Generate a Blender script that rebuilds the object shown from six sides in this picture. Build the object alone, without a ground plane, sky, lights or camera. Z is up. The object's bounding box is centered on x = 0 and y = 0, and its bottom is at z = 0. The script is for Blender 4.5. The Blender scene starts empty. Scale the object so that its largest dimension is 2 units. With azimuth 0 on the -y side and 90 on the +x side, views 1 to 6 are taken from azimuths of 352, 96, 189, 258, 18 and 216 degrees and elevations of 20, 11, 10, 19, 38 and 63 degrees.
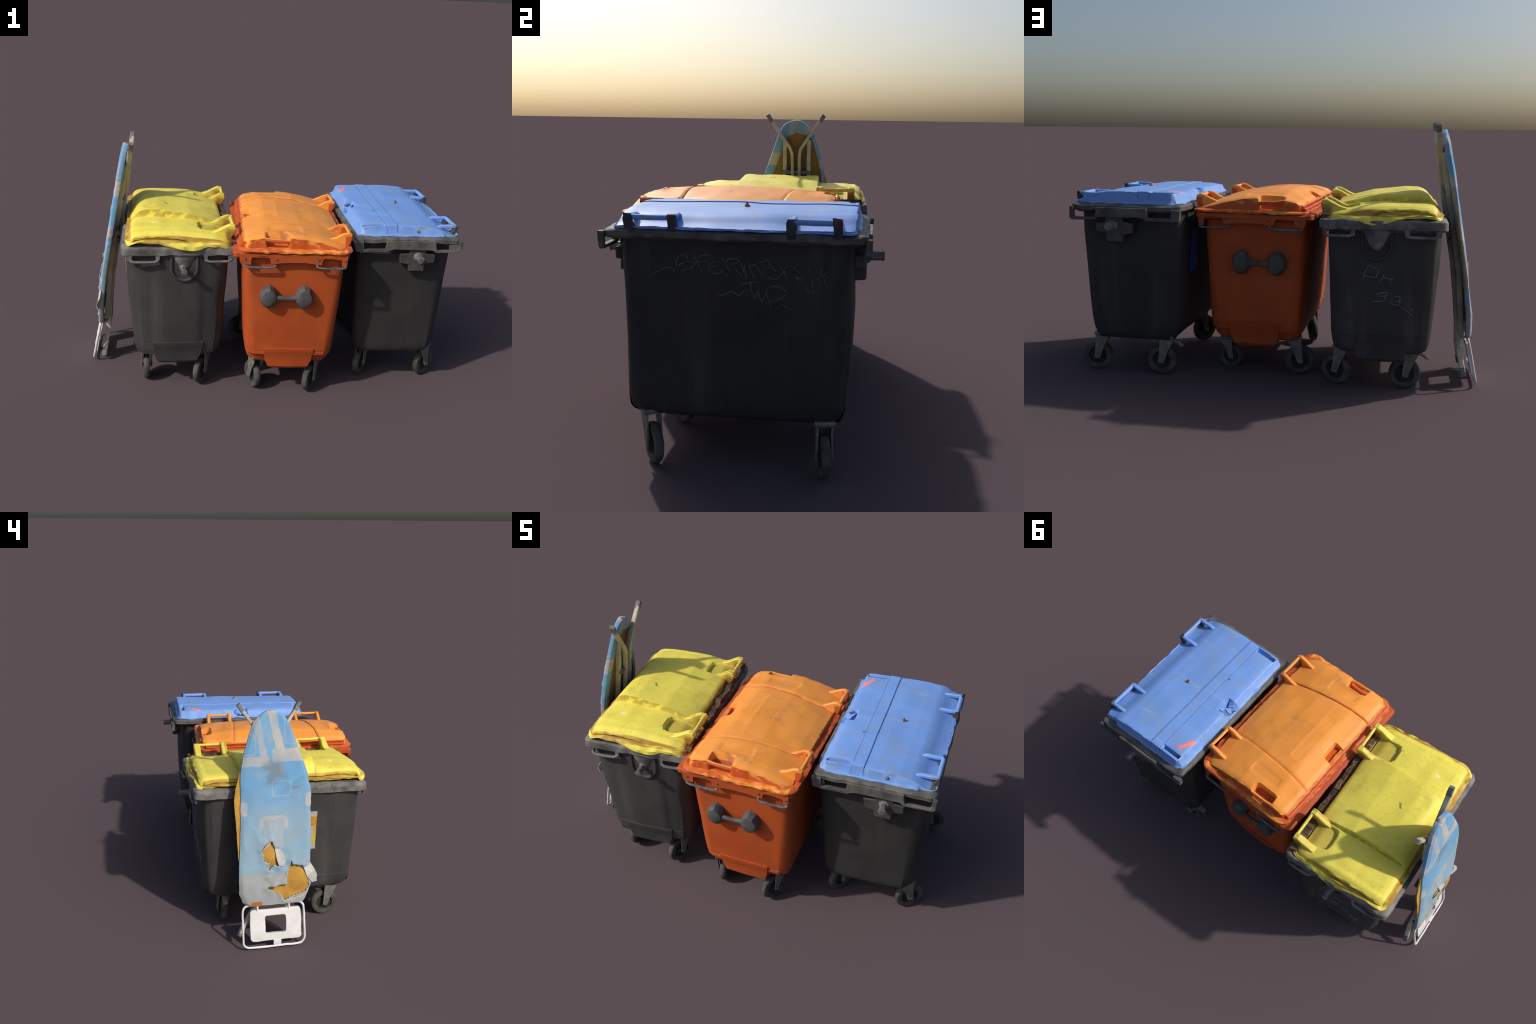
# Three wheeled waste containers standing side by side, and a worn ironing board leaning on the left one.
import bpy, bmesh, math, random
from mathutils import Vector, Matrix, noise

random.seed(7)
SC = bpy.context.scene.collection


# ---------------------------------------------------------------- small tools
def lerp(a, b, t):
    return a + (b - a) * t


def interp(x, pts):
    if x <= pts[0][0]:
        return pts[0][1]
    for (a, fa), (b, fb) in zip(pts, pts[1:]):
        if x <= b:
            return lerp(fa, fb, (x - a) / (b - a))
    return pts[-1][1]


def smooth(a, b, x):
    t = min(1.0, max(0.0, (x - a) / (b - a)))
    return t * t * (3 - 2 * t)


def spline(p, n=5):
    """smooth curve through the points (Catmull-Rom)"""
    q = [p[0]] + list(p) + [p[-1]]
    out = []
    for i in range(1, len(q) - 2):
        for k in range(n):
            t = k / n
            out.append(tuple(0.5 * (2 * b + (c - a) * t + (2 * a - 5 * b + 4 * c - d) * t * t + (3 * b - a - 3 * c + d) * t ** 3) for a, b, c, d in zip(q[i - 1], q[i], q[i + 1], q[i + 2])))
    return out + [tuple(p[-1])]


def rbox(x, y, x0, x1, y0, y1, r):
    """signed distance to a rounded rectangle (negative inside)"""
    qx = abs(x - (x0 + x1) / 2) - (x1 - x0) / 2 + r
    qy = abs(y - (y0 + y1) / 2) - (y1 - y0) / 2 + r
    return math.hypot(max(qx, 0), max(qy, 0)) + min(max(qx, qy), 0) - r


def wob(p, amp, scale, seed):
    q = Vector(p) * scale + Vector((seed * 3.17, seed * 1.31, seed * 2.73))
    return noise.noise_vector(q) * amp


def empty(name, loc, rot_z, label, category):
    o = bpy.data.objects.new(name, None)
    o.empty_display_size = 0.1
    o.location = loc
    o.rotation_euler = (0, 0, math.radians(rot_z))
    o["label"], o["category"] = label, category
    SC.objects.link(o)
    return o


def put(name, verts, faces, mat, parent, angle=35, loc=(0, 0, 0), rot=None, kind=None, crumple=None):
    if crumple:
        amp, sc, seed = crumple
        verts = [tuple(Vector(v) + wob(v, amp, sc, seed)) for v in verts]
    me = bpy.data.meshes.new(name)
    me.from_pydata([tuple(v) for v in verts], [], faces)
    bm = bmesh.new()
    bm.from_mesh(me)
    bmesh.ops.recalc_face_normals(bm, faces=bm.faces)
    bm.to_mesh(me)
    bm.free()
    me.materials.append(mat)
    me.shade_smooth()
    me.set_sharp_from_angle(angle=math.radians(angle))
    return place(name, me, parent, loc, rot, kind)


def place(name, me, parent, loc=(0, 0, 0), rot=None, kind=None):
    o = bpy.data.objects.new(name, me)
    o.parent = parent
    o.location = loc
    if rot:
        o.rotation_euler = rot
    if kind:
        o["kind"] = kind
    SC.objects.link(o)
    return o


class Geo:
    """collects vertices and faces of one part"""

    def __init__(self):
        self.v, self.f = [], []

    def add(self, vs, fs):
        n = len(self.v)
        self.v += [tuple(p) for p in vs]
        self.f += [tuple(i + n for i in f) for f in fs]

    def rings(self, rings, close=True, cap0=True, cap1=True):
        n, m = len(self.v), len(rings[0])
        for r in rings:
            self.v += [tuple(p) for p in r]
        for k in range(len(rings) - 1):
            for i in range(m if close else m - 1):
                j = (i + 1) % m
                self.f.append((n + k * m + i, n + k * m + j, n + (k + 1) * m + j, n + (k + 1) * m + i))
        if cap0:
            self.f.append(tuple(n + i for i in range(m))[::-1])
        if cap1:
            b = n + (len(rings) - 1) * m
            self.f.append(tuple(b + i for i in range(m)))

    def tube(self, pts, r, seg=10, squash=1.0, up=(0, 0, 1)):
        pts = [Vector(p) for p in pts]
        rs = r if isinstance(r, (list, tuple)) else [r] * len(pts)
        rings = []
        for i, p in enumerate(pts):
            d = (pts[min(i + 1, len(pts) - 1)] - pts[max(i - 1, 0)]).normalized()
            a = d.cross(Vector(up))
            if a.length < 0.05:
                a = d.cross(Vector((1, 0, 0)))
            a.normalize()
            b = d.cross(a).normalized()
            rings.append([p + (a * math.cos(t) + b * math.sin(t) * squash) * rs[i] for t in [2 * math.pi * k / seg for k in range(seg)]])
        self.rings(rings)

    def prism(self, poly, fn, t0, t1, bev=0.0):
        """extrude a 2-D outline; fn(a, b, t) gives the point in space"""
        m = len(poly)
        cx, cy = sum(p[0] for p in poly) / m, sum(p[1] for p in poly) / m

        def inset(k):
            out = []
            for i in range(m):
                p0, p1, p2 = Vector(poly[i - 1]), Vector(poly[i]), Vector(poly[(i + 1) % m])
                e1, e2 = (p1 - p0).normalized(), (p2 - p1).normalized()
                n = Vector((-(e1.y + e2.y), e1.x + e2.x))
                if n.length > 1e-6:
                    n.normalize()
                out.append(p1 + n * k * sgn)
            return out
        area = sum(poly[i - 1][0] * poly[i][1] - poly[i][0] * poly[i - 1][1] for i in range(m))
        sgn = 1 if area > 0 else -1
        if bev:
            s = 1 if t1 > t0 else -1
            ins = inset(bev)
            self.rings([[fn(a, b, t0) for a, b in ins], [fn(a, b, t0 + s * bev) for a, b in poly], [fn(a, b, t1 - s * bev) for a, b in poly], [fn(a, b, t1) for a, b in ins]])
        else:
            self.rings([[fn(a, b, t0) for a, b in poly], [fn(a, b, t1) for a, b in poly]])

    def box(self, x0, x1, y0, y1, z0, z1, bev=0.003):
        self.prism([(x0, y0), (x1, y0), (x1, y1), (x0, y1)], lambda a, b, t: (a, b, t), z0, z1, bev)


def rrect(u0, u1, v0, v1, r, seg=6, div=10):
    """points round a rounded rectangle, with the straight sides divided"""
    out = []
    cs = [((u1 - r, v0 + r), -90), ((u1 - r, v1 - r), 0), ((u0 + r, v1 - r), 90), ((u0 + r, v0 + r), 180)]
    for k, ((cx, cy), a0) in enumerate(cs):
        arc = [(cx + r * math.cos(math.radians(a0 + 90 * i / seg)), cy + r * math.sin(math.radians(a0 + 90 * i / seg))) for i in range(seg + 1)]
        out += arc
        (nx, ny), na = cs[(k + 1) % 4]
        q = (nx + r * math.cos(math.radians(na)), ny + r * math.sin(math.radians(na)))
        p = arc[-1]
        out += [(lerp(p[0], q[0], i / div), lerp(p[1], q[1], i / div)) for i in range(1, div)]
    return out


# ---------------------------------------------------------------- materials
class Mat:
    def __init__(self, name, rough=0.6, metallic=0.0):
        self.m = bpy.data.materials.new(name)
        self.m.use_nodes = True
        self.t = self.m.node_tree
        self.b = self.t.nodes["Principled BSDF"]
        self.b.inputs["Roughness"].default_value = rough
        self.b.inputs["Metallic"].default_value = metallic
        self.b.inputs["Specular IOR Level"].default_value = 0.3
        self.tc = self.t.nodes.new("ShaderNodeTexCoord").outputs["Object"]
        s = self.t.nodes.new("ShaderNodeSeparateXYZ")
        self.link(self.tc, s.inputs[0])
        self.x, self.y, self.z = s.outputs

    def link(self, a, b):
        self.t.links.new(a, b)

    def val(self, sock, v):
        if hasattr(v, "is_linked"):
            self.link(v, sock)
        else:
            sock.default_value = v

    def math(self, op, a, b=0.0, c=0.0, clamp=False):
        n = self.t.nodes.new("ShaderNodeMath")
        n.operation, n.use_clamp = op, clamp
        for i, v in enumerate((a, b, c)):
            self.val(n.inputs[i], v)
        return n.outputs[0]

    def noise(self, scale, detail=3, rough=0.5, stretch=None, seed=0.0, dist=0.0):
        n = self.t.nodes.new("ShaderNodeTexNoise")
        n.inputs["Scale"].default_value = scale
        n.inputs["Detail"].default_value = detail
        n.inputs["Roughness"].default_value = rough
        n.inputs["Distortion"].default_value = dist
        mp = self.t.nodes.new("ShaderNodeMapping")
        mp.inputs["Location"].default_value = (seed, seed * 0.7, seed * 1.3)
        if stretch:
            mp.inputs["Scale"].default_value = stretch
        self.link(self.tc, mp.inputs[0])
        self.link(mp.outputs[0], n.inputs["Vector"])
        return n.outputs["Fac"]

    def step(self, v, a, b):
        n = self.t.nodes.new("ShaderNodeMapRange")
        n.interpolation_type = "SMOOTHSTEP"
        self.val(n.inputs["Value"], v)
        n.inputs["From Min"].default_value = a
        n.inputs["From Max"].default_value = b
        return n.outputs[0]

    def mix(self, fac, a, b):
        n = self.t.nodes.new("ShaderNodeMix")
        n.data_type = "RGBA"
        self.val(n.inputs[0], fac)
        for i, c in ((6, a), (7, b)):
            if hasattr(c, "is_linked"):
                self.link(c, n.inputs[i])
            else:
                n.inputs[i].default_value = (*c, 1)
        return n.outputs[2]

    def box(self, a, b, a0, a1, b0, b1, soft=0.004, r=0.0, warp=None):
        """soft mask of a rectangle in two coordinates"""
        qa = self.math("SUBTRACT", self.math("ABSOLUTE", self.math("SUBTRACT", a, (a0 + a1) / 2)), (a1 - a0) / 2 - r)
        qb = self.math("SUBTRACT", self.math("ABSOLUTE", self.math("SUBTRACT", b, (b0 + b1) / 2)), (b1 - b0) / 2 - r)
        if r:
            ma, mb = self.math("MAXIMUM", qa, 0.0), self.math("MAXIMUM", qb, 0.0)
            d = self.math("SQRT", self.math("ADD", self.math("MULTIPLY", ma, ma), self.math("MULTIPLY", mb, mb)))
            d = self.math("SUBTRACT", self.math("ADD", d, self.math("MINIMUM", self.math("MAXIMUM", qa, qb), 0.0)), r)
        else:
            d = self.math("MAXIMUM", qa, qb)
        if warp is not None:
            d = self.math("ADD", d, warp)
        return self.step(d, soft, -soft)

    def ring(self, a, b, a0, a1, b0, b1, w, r=0.01, soft=0.002):
        o = self.box(a, b, a0 - w, a1 + w, b0 - w, b1 + w, soft, r + w)
        i = self.box(a, b, a0, a1, b0, b1, soft, r)
        return self.math("MULTIPLY", o, self.math("SUBTRACT", 1.0, i))

    def both(self, *m):
        o = m[0]
        for k in m[1:]:
            o = self.math("MULTIPLY", o, k)
        return o

    def any(self, *m):
        o = m[0]
        for k in m[1:]:
            o = self.math("MAXIMUM", o, k)
        return o

    def bump(self, h, strength=0.2, dist=0.002):
        n = self.t.nodes.new("ShaderNodeBump")
        n.inputs["Strength"].default_value = strength
        n.inputs["Distance"].default_value = dist
        self.link(h, n.inputs["Height"])
        self.link(n.outputs[0], self.b.inputs["Normal"])

    def done(self, col):
        if hasattr(col, "is_linked"):
            self.link(col, self.b.inputs["Base Color"])
        else:
            self.b.inputs["Base Color"].default_value = (*col, 1)
        return self.m


def srgb(r, g, b):
    return tuple((c / 255 / 12.92 if c <= 10 else ((c / 255 + 0.055) / 1.055) ** 2.4) for c in (r, g, b))


def plain(name, col, rough=0.6, metallic=0.0, vary=0.25, scale=9.0):
    m = Mat(name, rough, metallic)
    d = tuple(c * (1 - vary) for c in col)
    l = tuple(min(1, c * (1 + vary)) for c in col)
    n = m.noise(scale, 5, 0.6)
    m.bump(m.noise(120, 3), 0.15, 0.001)
    return m.done(m.mix(m.step(n, 0.3, 0.7), d, l))


def lid_yellow():
    m = Mat("yellow_plastic", 0.55)
    c = m.mix(m.step(m.noise(6, 4, 0.6), 0.35, 0.7), YEL, YEL_D)
    c = m.mix(m.math("MULTIPLY", m.step(m.noise(45, 4, 0.7, seed=3), 0.52, 0.72), 0.45), c, YEL_DIRT)
    hinge = m.math("MULTIPLY", m.step(m.x, 0.08, 0.25), m.step(m.noise(11, 5, 0.65, seed=5), 0.3, 0.65))
    c = m.mix(m.math("MULTIPLY", hinge, 0.65), c, YEL_DIRT)
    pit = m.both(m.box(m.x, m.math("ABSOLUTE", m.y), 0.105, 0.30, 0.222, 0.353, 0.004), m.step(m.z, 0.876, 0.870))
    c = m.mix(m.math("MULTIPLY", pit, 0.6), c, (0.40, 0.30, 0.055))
    specks = m.math('MULTIPLY', m.step(m.noise(120, 2, 0.5, (0.3, 1, 1), seed=9), 0.66, 0.76), m.step(m.noise(7, 3, seed=20), 0.45, 0.65))
    c = m.mix(m.math("MULTIPLY", specks, 0.28), c, (0.16, 0.12, 0.03))
    # rusty brown grime on the skirt below the edge of the lid
    zt = m.math("SUBTRACT", m.math("SUBTRACT", m.z, m.math("MULTIPLY", m.y, 0.002)), m.math("MULTIPLY", m.math("SUBTRACT", m.noise(14, 3, seed=2), 0.5), 0.012))
    rim = m.any(m.step(m.math("ABSOLUTE", m.math("ADD", m.y, 0.006)), 0.424, 0.427), m.step(m.x, -0.238, -0.241), m.step(m.x, 0.236, 0.244))
    sk = m.both(rim, m.step(zt, 0.884, 0.876), m.step(zt, 0.846, 0.852))
    sk = m.math("MULTIPLY", sk, m.step(m.noise(9, 4, 0.6, seed=12), 0.2, 0.5))
    c = m.mix(m.math("MULTIPLY", sk, 0.75), c, (0.40, 0.17, 0.04))
    am = m.both(m.step(m.x, 0.225, 0.255), m.step(zt, 0.902, 0.888))
    c = m.mix(m.math("MULTIPLY", am, 0.7), c, (0.30, 0.15, 0.03))
    c = m.mix(m.box(m.x, m.y, -0.137, -0.117, -0.302, -0.288, 0.004), c, (0.9, 0.85, 0.55))
    sc = m.box(m.math("ADD", m.x, m.math("MULTIPLY", m.y, 0.6)), m.y, -0.085, -0.073, -0.05, -0.02, 0.003)
    c = m.mix(m.math("MULTIPLY", sc, 0.7), c, (0.16, 0.1, 0.04))
    for q, k0, k1 in ((-0.197, -0.0052, -0.0807), (0.214, 0.0, 0.0)):
        dd = m.math("ABSOLUTE", m.math("SUBTRACT", m.y, m.math("ADD", m.math("MULTIPLY", m.x, k1), q + k0)))
        sm = m.math("MULTIPLY", m.step(dd, 0.007, 0.002), m.step(m.noise(30, 4, seed=17), 0.35, 0.55))
        c = m.mix(m.math("MULTIPLY", sm, 0.6), c, (0.32, 0.19, 0.03))
    rg = m.ring(m.x, m.y, -0.055, 0.02, -0.05, 0.03, 0.002, 0.03)
    c = m.mix(m.math("MULTIPLY", rg, 0.35), c, YEL_DIRT)
    m.bump(m.noise(90, 4), 0.15, 0.001)
    return m.done(c)


def lid_orange():
    m = Mat("orange_plastic", 0.5)
    c = m.mix(m.step(m.noise(4, 4, 0.6), 0.35, 0.7), ORA, ORA_D)
    c = m.mix(m.math("MULTIPLY", m.step(m.noise(14, 4, 0.6, seed=4), 0.45, 0.7), 0.4), c, ORA_P)
    # deeper red on the sides, pockets and hinges
    ed = m.step(m.math("ABSOLUTE", m.math("ADD", m.y, 0.005)), 0.4300, 0.4325)
    ed = m.math("MULTIPLY", ed, m.step(m.z, 0.8485, 0.852))
    lo = m.math('MULTIPLY', m.step(m.math("ADD", m.z, m.math("MULTIPLY", m.noise(25, 3, seed=8), 0.02)), 0.872, 0.855), m.step(m.noise(12, 4, seed=14), 0.35, 0.5))
    pk = m.both(m.step(m.z, 0.880, 0.873), m.step(m.math("ABSOLUTE", m.y), 0.4305, 0.4285), m.step(m.x, 0.10, 0.08))
    hs = m.math("MULTIPLY", m.step(m.x, 0.268, 0.276), m.step(m.z, 0.905, 0.895))
    c = m.mix(m.math("MULTIPLY", m.any(lo, hs, ed, pk), 0.85), c, ORA_R)
    for q, k1 in ((-0.245, 0.096), (0.225, -0.08)):
        dd = m.math("ABSOLUTE", m.math("SUBTRACT", m.y, m.math("ADD", m.math("MULTIPLY", m.x, k1), q)))
        c = m.mix(m.math("MULTIPLY", m.math("MULTIPLY", m.step(dd, 0.005, 0.001), m.step(m.noise(22, 4, seed=17), 0.3, 0.5)), 0.75), c, ORA_R)
    # scuffs
    st = m.step(m.noise(17, 7, 0.72, (0.7, 2.6, 1), seed=6, dist=0.6), 0.52, 0.68)
    m1 = m.both(m.box(m.x, m.y, -0.03, 0.07, -0.09, 0.04, 0.02), st)
    m2 = m.both(m.box(m.x, m.y, 0.01, 0.07, -0.33, -0.24, 0.02), st)
    m3 = m.both(m.box(m.x, m.y, -0.1, 0.06, -0.385, -0.36, 0.01), m.step(m.noise(30, 4, seed=2), 0.4, 0.6))
    c = m.mix(m.math("MULTIPLY", m.any(m1, m2, m3), 0.6), c, (0.3, 0.14, 0.09))
    sc = m.math("MULTIPLY", m.step(m.noise(15, 6, 0.7, (2.2, 0.4, 1), seed=23), 0.58, 0.72), 0.35)
    c = m.mix(sc, c, (0.92, 0.48, 0.22))
    gr = m.math("MULTIPLY", m.step(m.noise(6, 6, 0.7, seed=25), 0.55, 0.75), 0.35)
    c = m.mix(gr, c, (0.50, 0.22, 0.06))
    m.bump(m.noise(70, 4), 0.15, 0.001)
    return m.done(c)


def lid_blue():
    m = Mat("blue_plastic", 0.5)
    c = m.mix(m.step(m.noise(5, 4, 0.6), 0.35, 0.7), BLU, BLU_D)
    c = m.mix(m.math("MULTIPLY", m.step(m.noise(9, 6, 0.7, seed=4), 0.45, 0.72), 0.75), c, BLU_G)
    sc = m.math("MULTIPLY", m.step(m.noise(16, 6, 0.7, (0.35, 2.5, 1), seed=21), 0.56, 0.70), 0.4)
    c = m.mix(sc, c, (0.36, 0.46, 0.72))
    hz = m.math("ADD", m.x, m.math("MULTIPLY", m.noise(30, 3), 0.004))
    g = m.any(m.box(hz, m.y, -0.111, -0.106, -0.42, 0.41, 0.002), m.box(hz, m.y, -0.055, -0.05, -0.42, 0.41, 0.002))
    c = m.mix(m.math("MULTIPLY", g, 0.6), c, (0.04, 0.1, 0.3))
    w = m.math("MULTIPLY", m.math("SUBTRACT", m.noise(60, 3, seed=3), 0.5), 0.02)
    s1 = m.math("ADD", m.math("MULTIPLY", m.x, 0.49), m.math("MULTIPLY", m.y, 0.87))
    s2 = m.math("SUBTRACT", m.math("MULTIPLY", m.x, 0.87), m.math("MULTIPLY", m.y, 0.49))
    tape = m.box(s1, s2, 0.116, 0.206, -0.343, -0.319, 0.004, 0, w)
    line = m.box(s1, s2, 0.12, 0.2, -0.333, -0.329, 0.002)
    tape, line = m.math('MULTIPLY', tape, m.step(m.x, -0.236, -0.233)), m.math('MULTIPLY', line, m.step(m.x, -0.236, -0.233))
    c = m.mix(tape, c, (0.85, 0.22, 0.2))
    c = m.mix(m.math("MULTIPLY", line, 0.6), c, (0.85, 0.45, 0.4))
    c = m.mix(m.box(m.x, m.y, -0.126, -0.117, -0.143, -0.134, 0.003), c, (0.05, 0.07, 0.12))
    m.bump(m.noise(70, 4), 0.12, 0.001)
    return m.done(c)


def tub_grey(name, k):
    m = Mat(name, 0.65)
    GRY, GRY_D, GRY_L = (tuple(c * k for c in q) for q in (GREY, GREY_D, GREY_L))
    c = m.mix(m.step(m.noise(5, 5, 0.6), 0.35, 0.7), GRY, GRY_D)
    st = m.step(m.noise(9, 5, 0.65, (1, 1, 0.12), seed=3), 0.5, 0.75)
    c = m.mix(m.math("MULTIPLY", st, 0.8), c, GRY_L)
    dots = m.step(m.noise(110, 2, seed=8), 0.71, 0.76)
    c = m.mix(m.math("MULTIPLY", dots, 0.35), c, (0.22 * k, 0.2 * k, 0.17 * k))
    bl = m.math('MULTIPLY', m.step(m.noise(4, 3, seed=15), 0.45, 0.7), 0.5)
    c = m.mix(bl, c, (0.068 * k, 0.058 * k, 0.050 * k))
    m.bump(m.noise(90, 4), 0.2, 0.001)
    return m.done(c)


def tub_orange():
    m = Mat("orange_body_plastic", 0.6)
    c = m.mix(m.step(m.noise(4, 5, 0.6), 0.35, 0.7), OTB, OTB_D)
    d = m.math("MULTIPLY", m.step(m.noise(7, 5, 0.65, seed=5), 0.5, 0.72), m.step(m.noise(30, 3, seed=4), 0.2, 0.7))
    c = m.mix(m.math("MULTIPLY", d, 0.5), c, OTB_G)
    sc = m.step(m.noise(13, 4, 0.6, (1, 1, 0.2), seed=7), 0.62, 0.72)
    c = m.mix(m.math("MULTIPLY", sc, 0.5), c, OTB_R)
    m.bump(m.noise(80, 4), 0.15, 0.001)
    return m.done(c)


def cover_cloth():
    m = Mat("cotton_cover", 0.85)
    Y, Z = m.y, m.z
    w = m.math("MULTIPLY", m.math("SUBTRACT", m.noise(14, 5), 0.5), 0.022)
    wash = m.math("ADD", 0.55, m.math("MULTIPLY", m.step(m.noise(8, 4, 0.6, seed=31), 0.35, 0.65), 0.45))
    up = m.step(m.math("ADD", Z, m.math("MULTIPLY", m.noise(6, 4), 0.25)), 0.75, 1.05)
    low = m.step(m.math("ADD", Z, m.math("MULTIPLY", m.noise(9, 3), 0.05)), 0.46, 0.43)
    c = m.mix(up, CB_L, CB_U)
    c = m.mix(m.math("MULTIPLY", m.step(m.noise(7, 4, 0.6, seed=2), 0.45, 0.7), 0.5), c, CB_L)
    ys = m.math("ADD", Y, m.math("MULTIPLY", m.math("SUBTRACT", Z, 1.15), -0.2))   # prints lean slightly
    a = m.box(ys, Z, 0.078, 0.118, 0.99, 1.3, 0.003, 0.0, w)
    a2 = m.box(Y, Z, -0.12, 0.118, 0.985, 1.052, 0.003, 0.012, w)
    b = m.box(ys, Z, 0.168, 0.205, 0.97, 1.3, 0.005, 0.0, w)
    b2 = m.box(Y, Z, 0.165, 0.33, 0.968, 1.017, 0.005, 0.01, w)
    c = m.mix(m.math("MULTIPLY", m.any(a, a2), wash), c, CB_W)
    c = m.mix(m.math("MULTIPLY", m.any(b, b2), m.math("MULTIPLY", wash, 0.8)), c, CB_W)
    r1 = m.ring(Y, Z, 0.028, 0.122, 0.816, 0.886, 0.004, 0.008)
    r2 = m.ring(Y, Z, -0.1, 0.05, 1.075, 1.3, 0.004, 0.02)
    r3 = m.ring(Y, Z, 0.205, 0.34, 1.03, 1.125, 0.004, 0.02)
    c = m.mix(m.math("MULTIPLY", m.any(r1, r2, r3), 0.6), c, CB_W)
    p1 = m.box(Y, Z, -0.12, -0.046, 0.755, 0.822, 0.004, 0.012, w)
    p2 = m.box(Y, Z, 0.255, 0.33, 0.72, 0.79, 0.004, 0.012, w)
    q = m.ring(Y, Z, 0.068, 0.17, 0.48, 0.695, 0.024, 0.01)
    q = m.math("MULTIPLY", q, m.step(m.math("ADD", Z, w), 0.63, 0.68))
    q2 = m.math("MULTIPLY", m.box(Y, Z, 0.07, 0.168, 0.56, 0.69, 0.01, 0.01, w), 0.55)
    c = m.mix(m.math("MULTIPLY", m.any(p1, p2, q, q2), wash), c, CB_W)
    fold = m.step(m.noise(13, 5, 0.6, (1, 2.0, 0.7), seed=41), 0.5, 0.75)
    c = m.mix(m.math("MULTIPLY", fold, 0.35), c, (0.30, 0.36, 0.40))
    c = m.mix(m.math("MULTIPLY", low, 0.75), c, CB_S)
    grime = m.math("MULTIPLY", m.step(m.noise(10, 5, 0.65, seed=9), 0.5, 0.72), 0.5)
    c = m.mix(grime, c, CB_S)
    spot = m.math("MULTIPLY", m.box(Y, Z, 0.07, 0.17, 0.87, 0.99, 0.03, 0.03), m.step(m.noise(16, 4, seed=1), 0.3, 0.6))
    c = m.mix(m.math("MULTIPLY", spot, 0.6), c, (0.17, 0.17, 0.14))
    spot2 = m.box(Y, Z, -0.02, 0.02, 0.848, 0.86, 0.008)
    c = m.mix(m.math("MULTIPLY", spot2, 0.5), c, (0.25, 0.15, 0.07))
    rust = m.box(Y, Z, 0.188, 0.243, 0.2, 0.262, 0.006, 0.0, w)
    c = m.mix(rust, c, (0.42, 0.14, 0.02))
    m.bump(m.any(m.noise(60, 3), m.noise(300, 2)), 0.25, 0.002)
    return m.done(c)


def mesh_panel():
    m = Mat("expanded_metal", 0.6)
    br = m.t.nodes.new("ShaderNodeTexBrick")
    mp = m.t.nodes.new("ShaderNodeMapping")
    mp.inputs["Rotation"].default_value = (math.radians(90), 0, math.radians(90))
    m.link(m.tc, mp.inputs[0])
    cmb = m.t.nodes.new("ShaderNodeCombineXYZ")
    m.link(m.y, cmb.inputs[0])
    m.link(m.z, cmb.inputs[1])
    m.link(cmb.outputs[0], br.inputs["Vector"])
    br.inputs["Scale"].default_value = 1
    br.inputs["Brick Width"].default_value = 0.011
    br.inputs["Row Height"].default_value = 0.0045
    br.inputs["Mortar Size"].default_value = 0.0008
    br.inputs["Mortar Smooth"].default_value = 0.5
    br.inputs["Color1"].default_value = (0.12, 0.07, 0.018, 1)
    br.inputs["Color2"].default_value = (0.15, 0.09, 0.02, 1)
    br.inputs["Mortar"].default_value = (0.42, 0.27, 0.07, 1)
    return m.done(br.outputs["Color"])


def sticker_paper():
    m = Mat("printed_label", 0.5)
    hy = m.y
    c = m.mix(m.step(m.z, 0.52, 0.63), (0.62, 0.46, 0.05), (0.62, 0.25, 0.03))
    wht = m.any(m.box(hy, m.z, -0.5, 0.5, 0.648, 0.7, 0.002), m.box(hy, m.z, -0.5, 0.5, 0.4, 0.482, 0.002), m.box(hy, m.z, -0.171, -0.085, 0.5, 0.60, 0.002))
    c = m.mix(wht, c, (0.46, 0.44, 0.41))
    c = m.mix(m.math("MULTIPLY", m.box(hy, m.z, -0.171, -0.085, 0.596, 0.602, 0.001), 0.8), c, (0.1, 0.1, 0.1))
    return m.done(c)


YEL, YEL_D, YEL_DIRT = (0.90, 0.77, 0.115), (0.80, 0.69, 0.10), (0.55, 0.42, 0.08)
ORA, ORA_D, ORA_P, ORA_R = (0.92, 0.345, 0.06), (0.80, 0.29, 0.045), (0.92, 0.35, 0.12), (0.52, 0.068, 0.018)
BLU, BLU_D, BLU_G = (0.19, 0.355, 0.79), (0.17, 0.325, 0.69), (0.24, 0.33, 0.52)
GREY, GREY_D, GREY_L = (0.060, 0.058, 0.057), (0.045, 0.044, 0.045), (0.100, 0.095, 0.090)
OTB, OTB_D, OTB_G, OTB_R = (0.48, 0.088, 0.019), (0.40, 0.070, 0.016), (0.19, 0.07, 0.03), (0.48, 0.05, 0.013)
CB_U, CB_L, CB_W, CB_S = (0.15, 0.35, 0.58), (0.25, 0.39, 0.50), (0.48, 0.45, 0.41), (0.38, 0.37, 0.34)

M_YEL, M_ORA, M_BLU = lid_yellow(), lid_orange(), lid_blue()
M_GRY, M_GRD, M_OTB = tub_grey("grey_plastic", 0.95), tub_grey("dark_grey_plastic_body", 0.62), tub_orange()
M_RIM = plain("grey_rim_plastic", (0.165, 0.154, 0.146), 0.6, 0, 0.45, 14)
M_RIMD = plain("dark_grey_rim_plastic", (0.105, 0.10, 0.094), 0.6, 0, 0.4, 14)
M_TYRE = plain("black_rubber", (0.075, 0.071, 0.066), 0.8, 0, 0.3, 20)
M_FORK = plain("galvanised_steel", (0.20, 0.19, 0.168), 0.55, 0.3, 0.3, 20)
M_HUB = plain("dark_hub_plastic", (0.03, 0.03, 0.03), 0.7)
M_GRIME = plain("grimy_hinge_plastic", (0.10, 0.058, 0.036), 0.75, 0, 0.6, 16)
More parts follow.
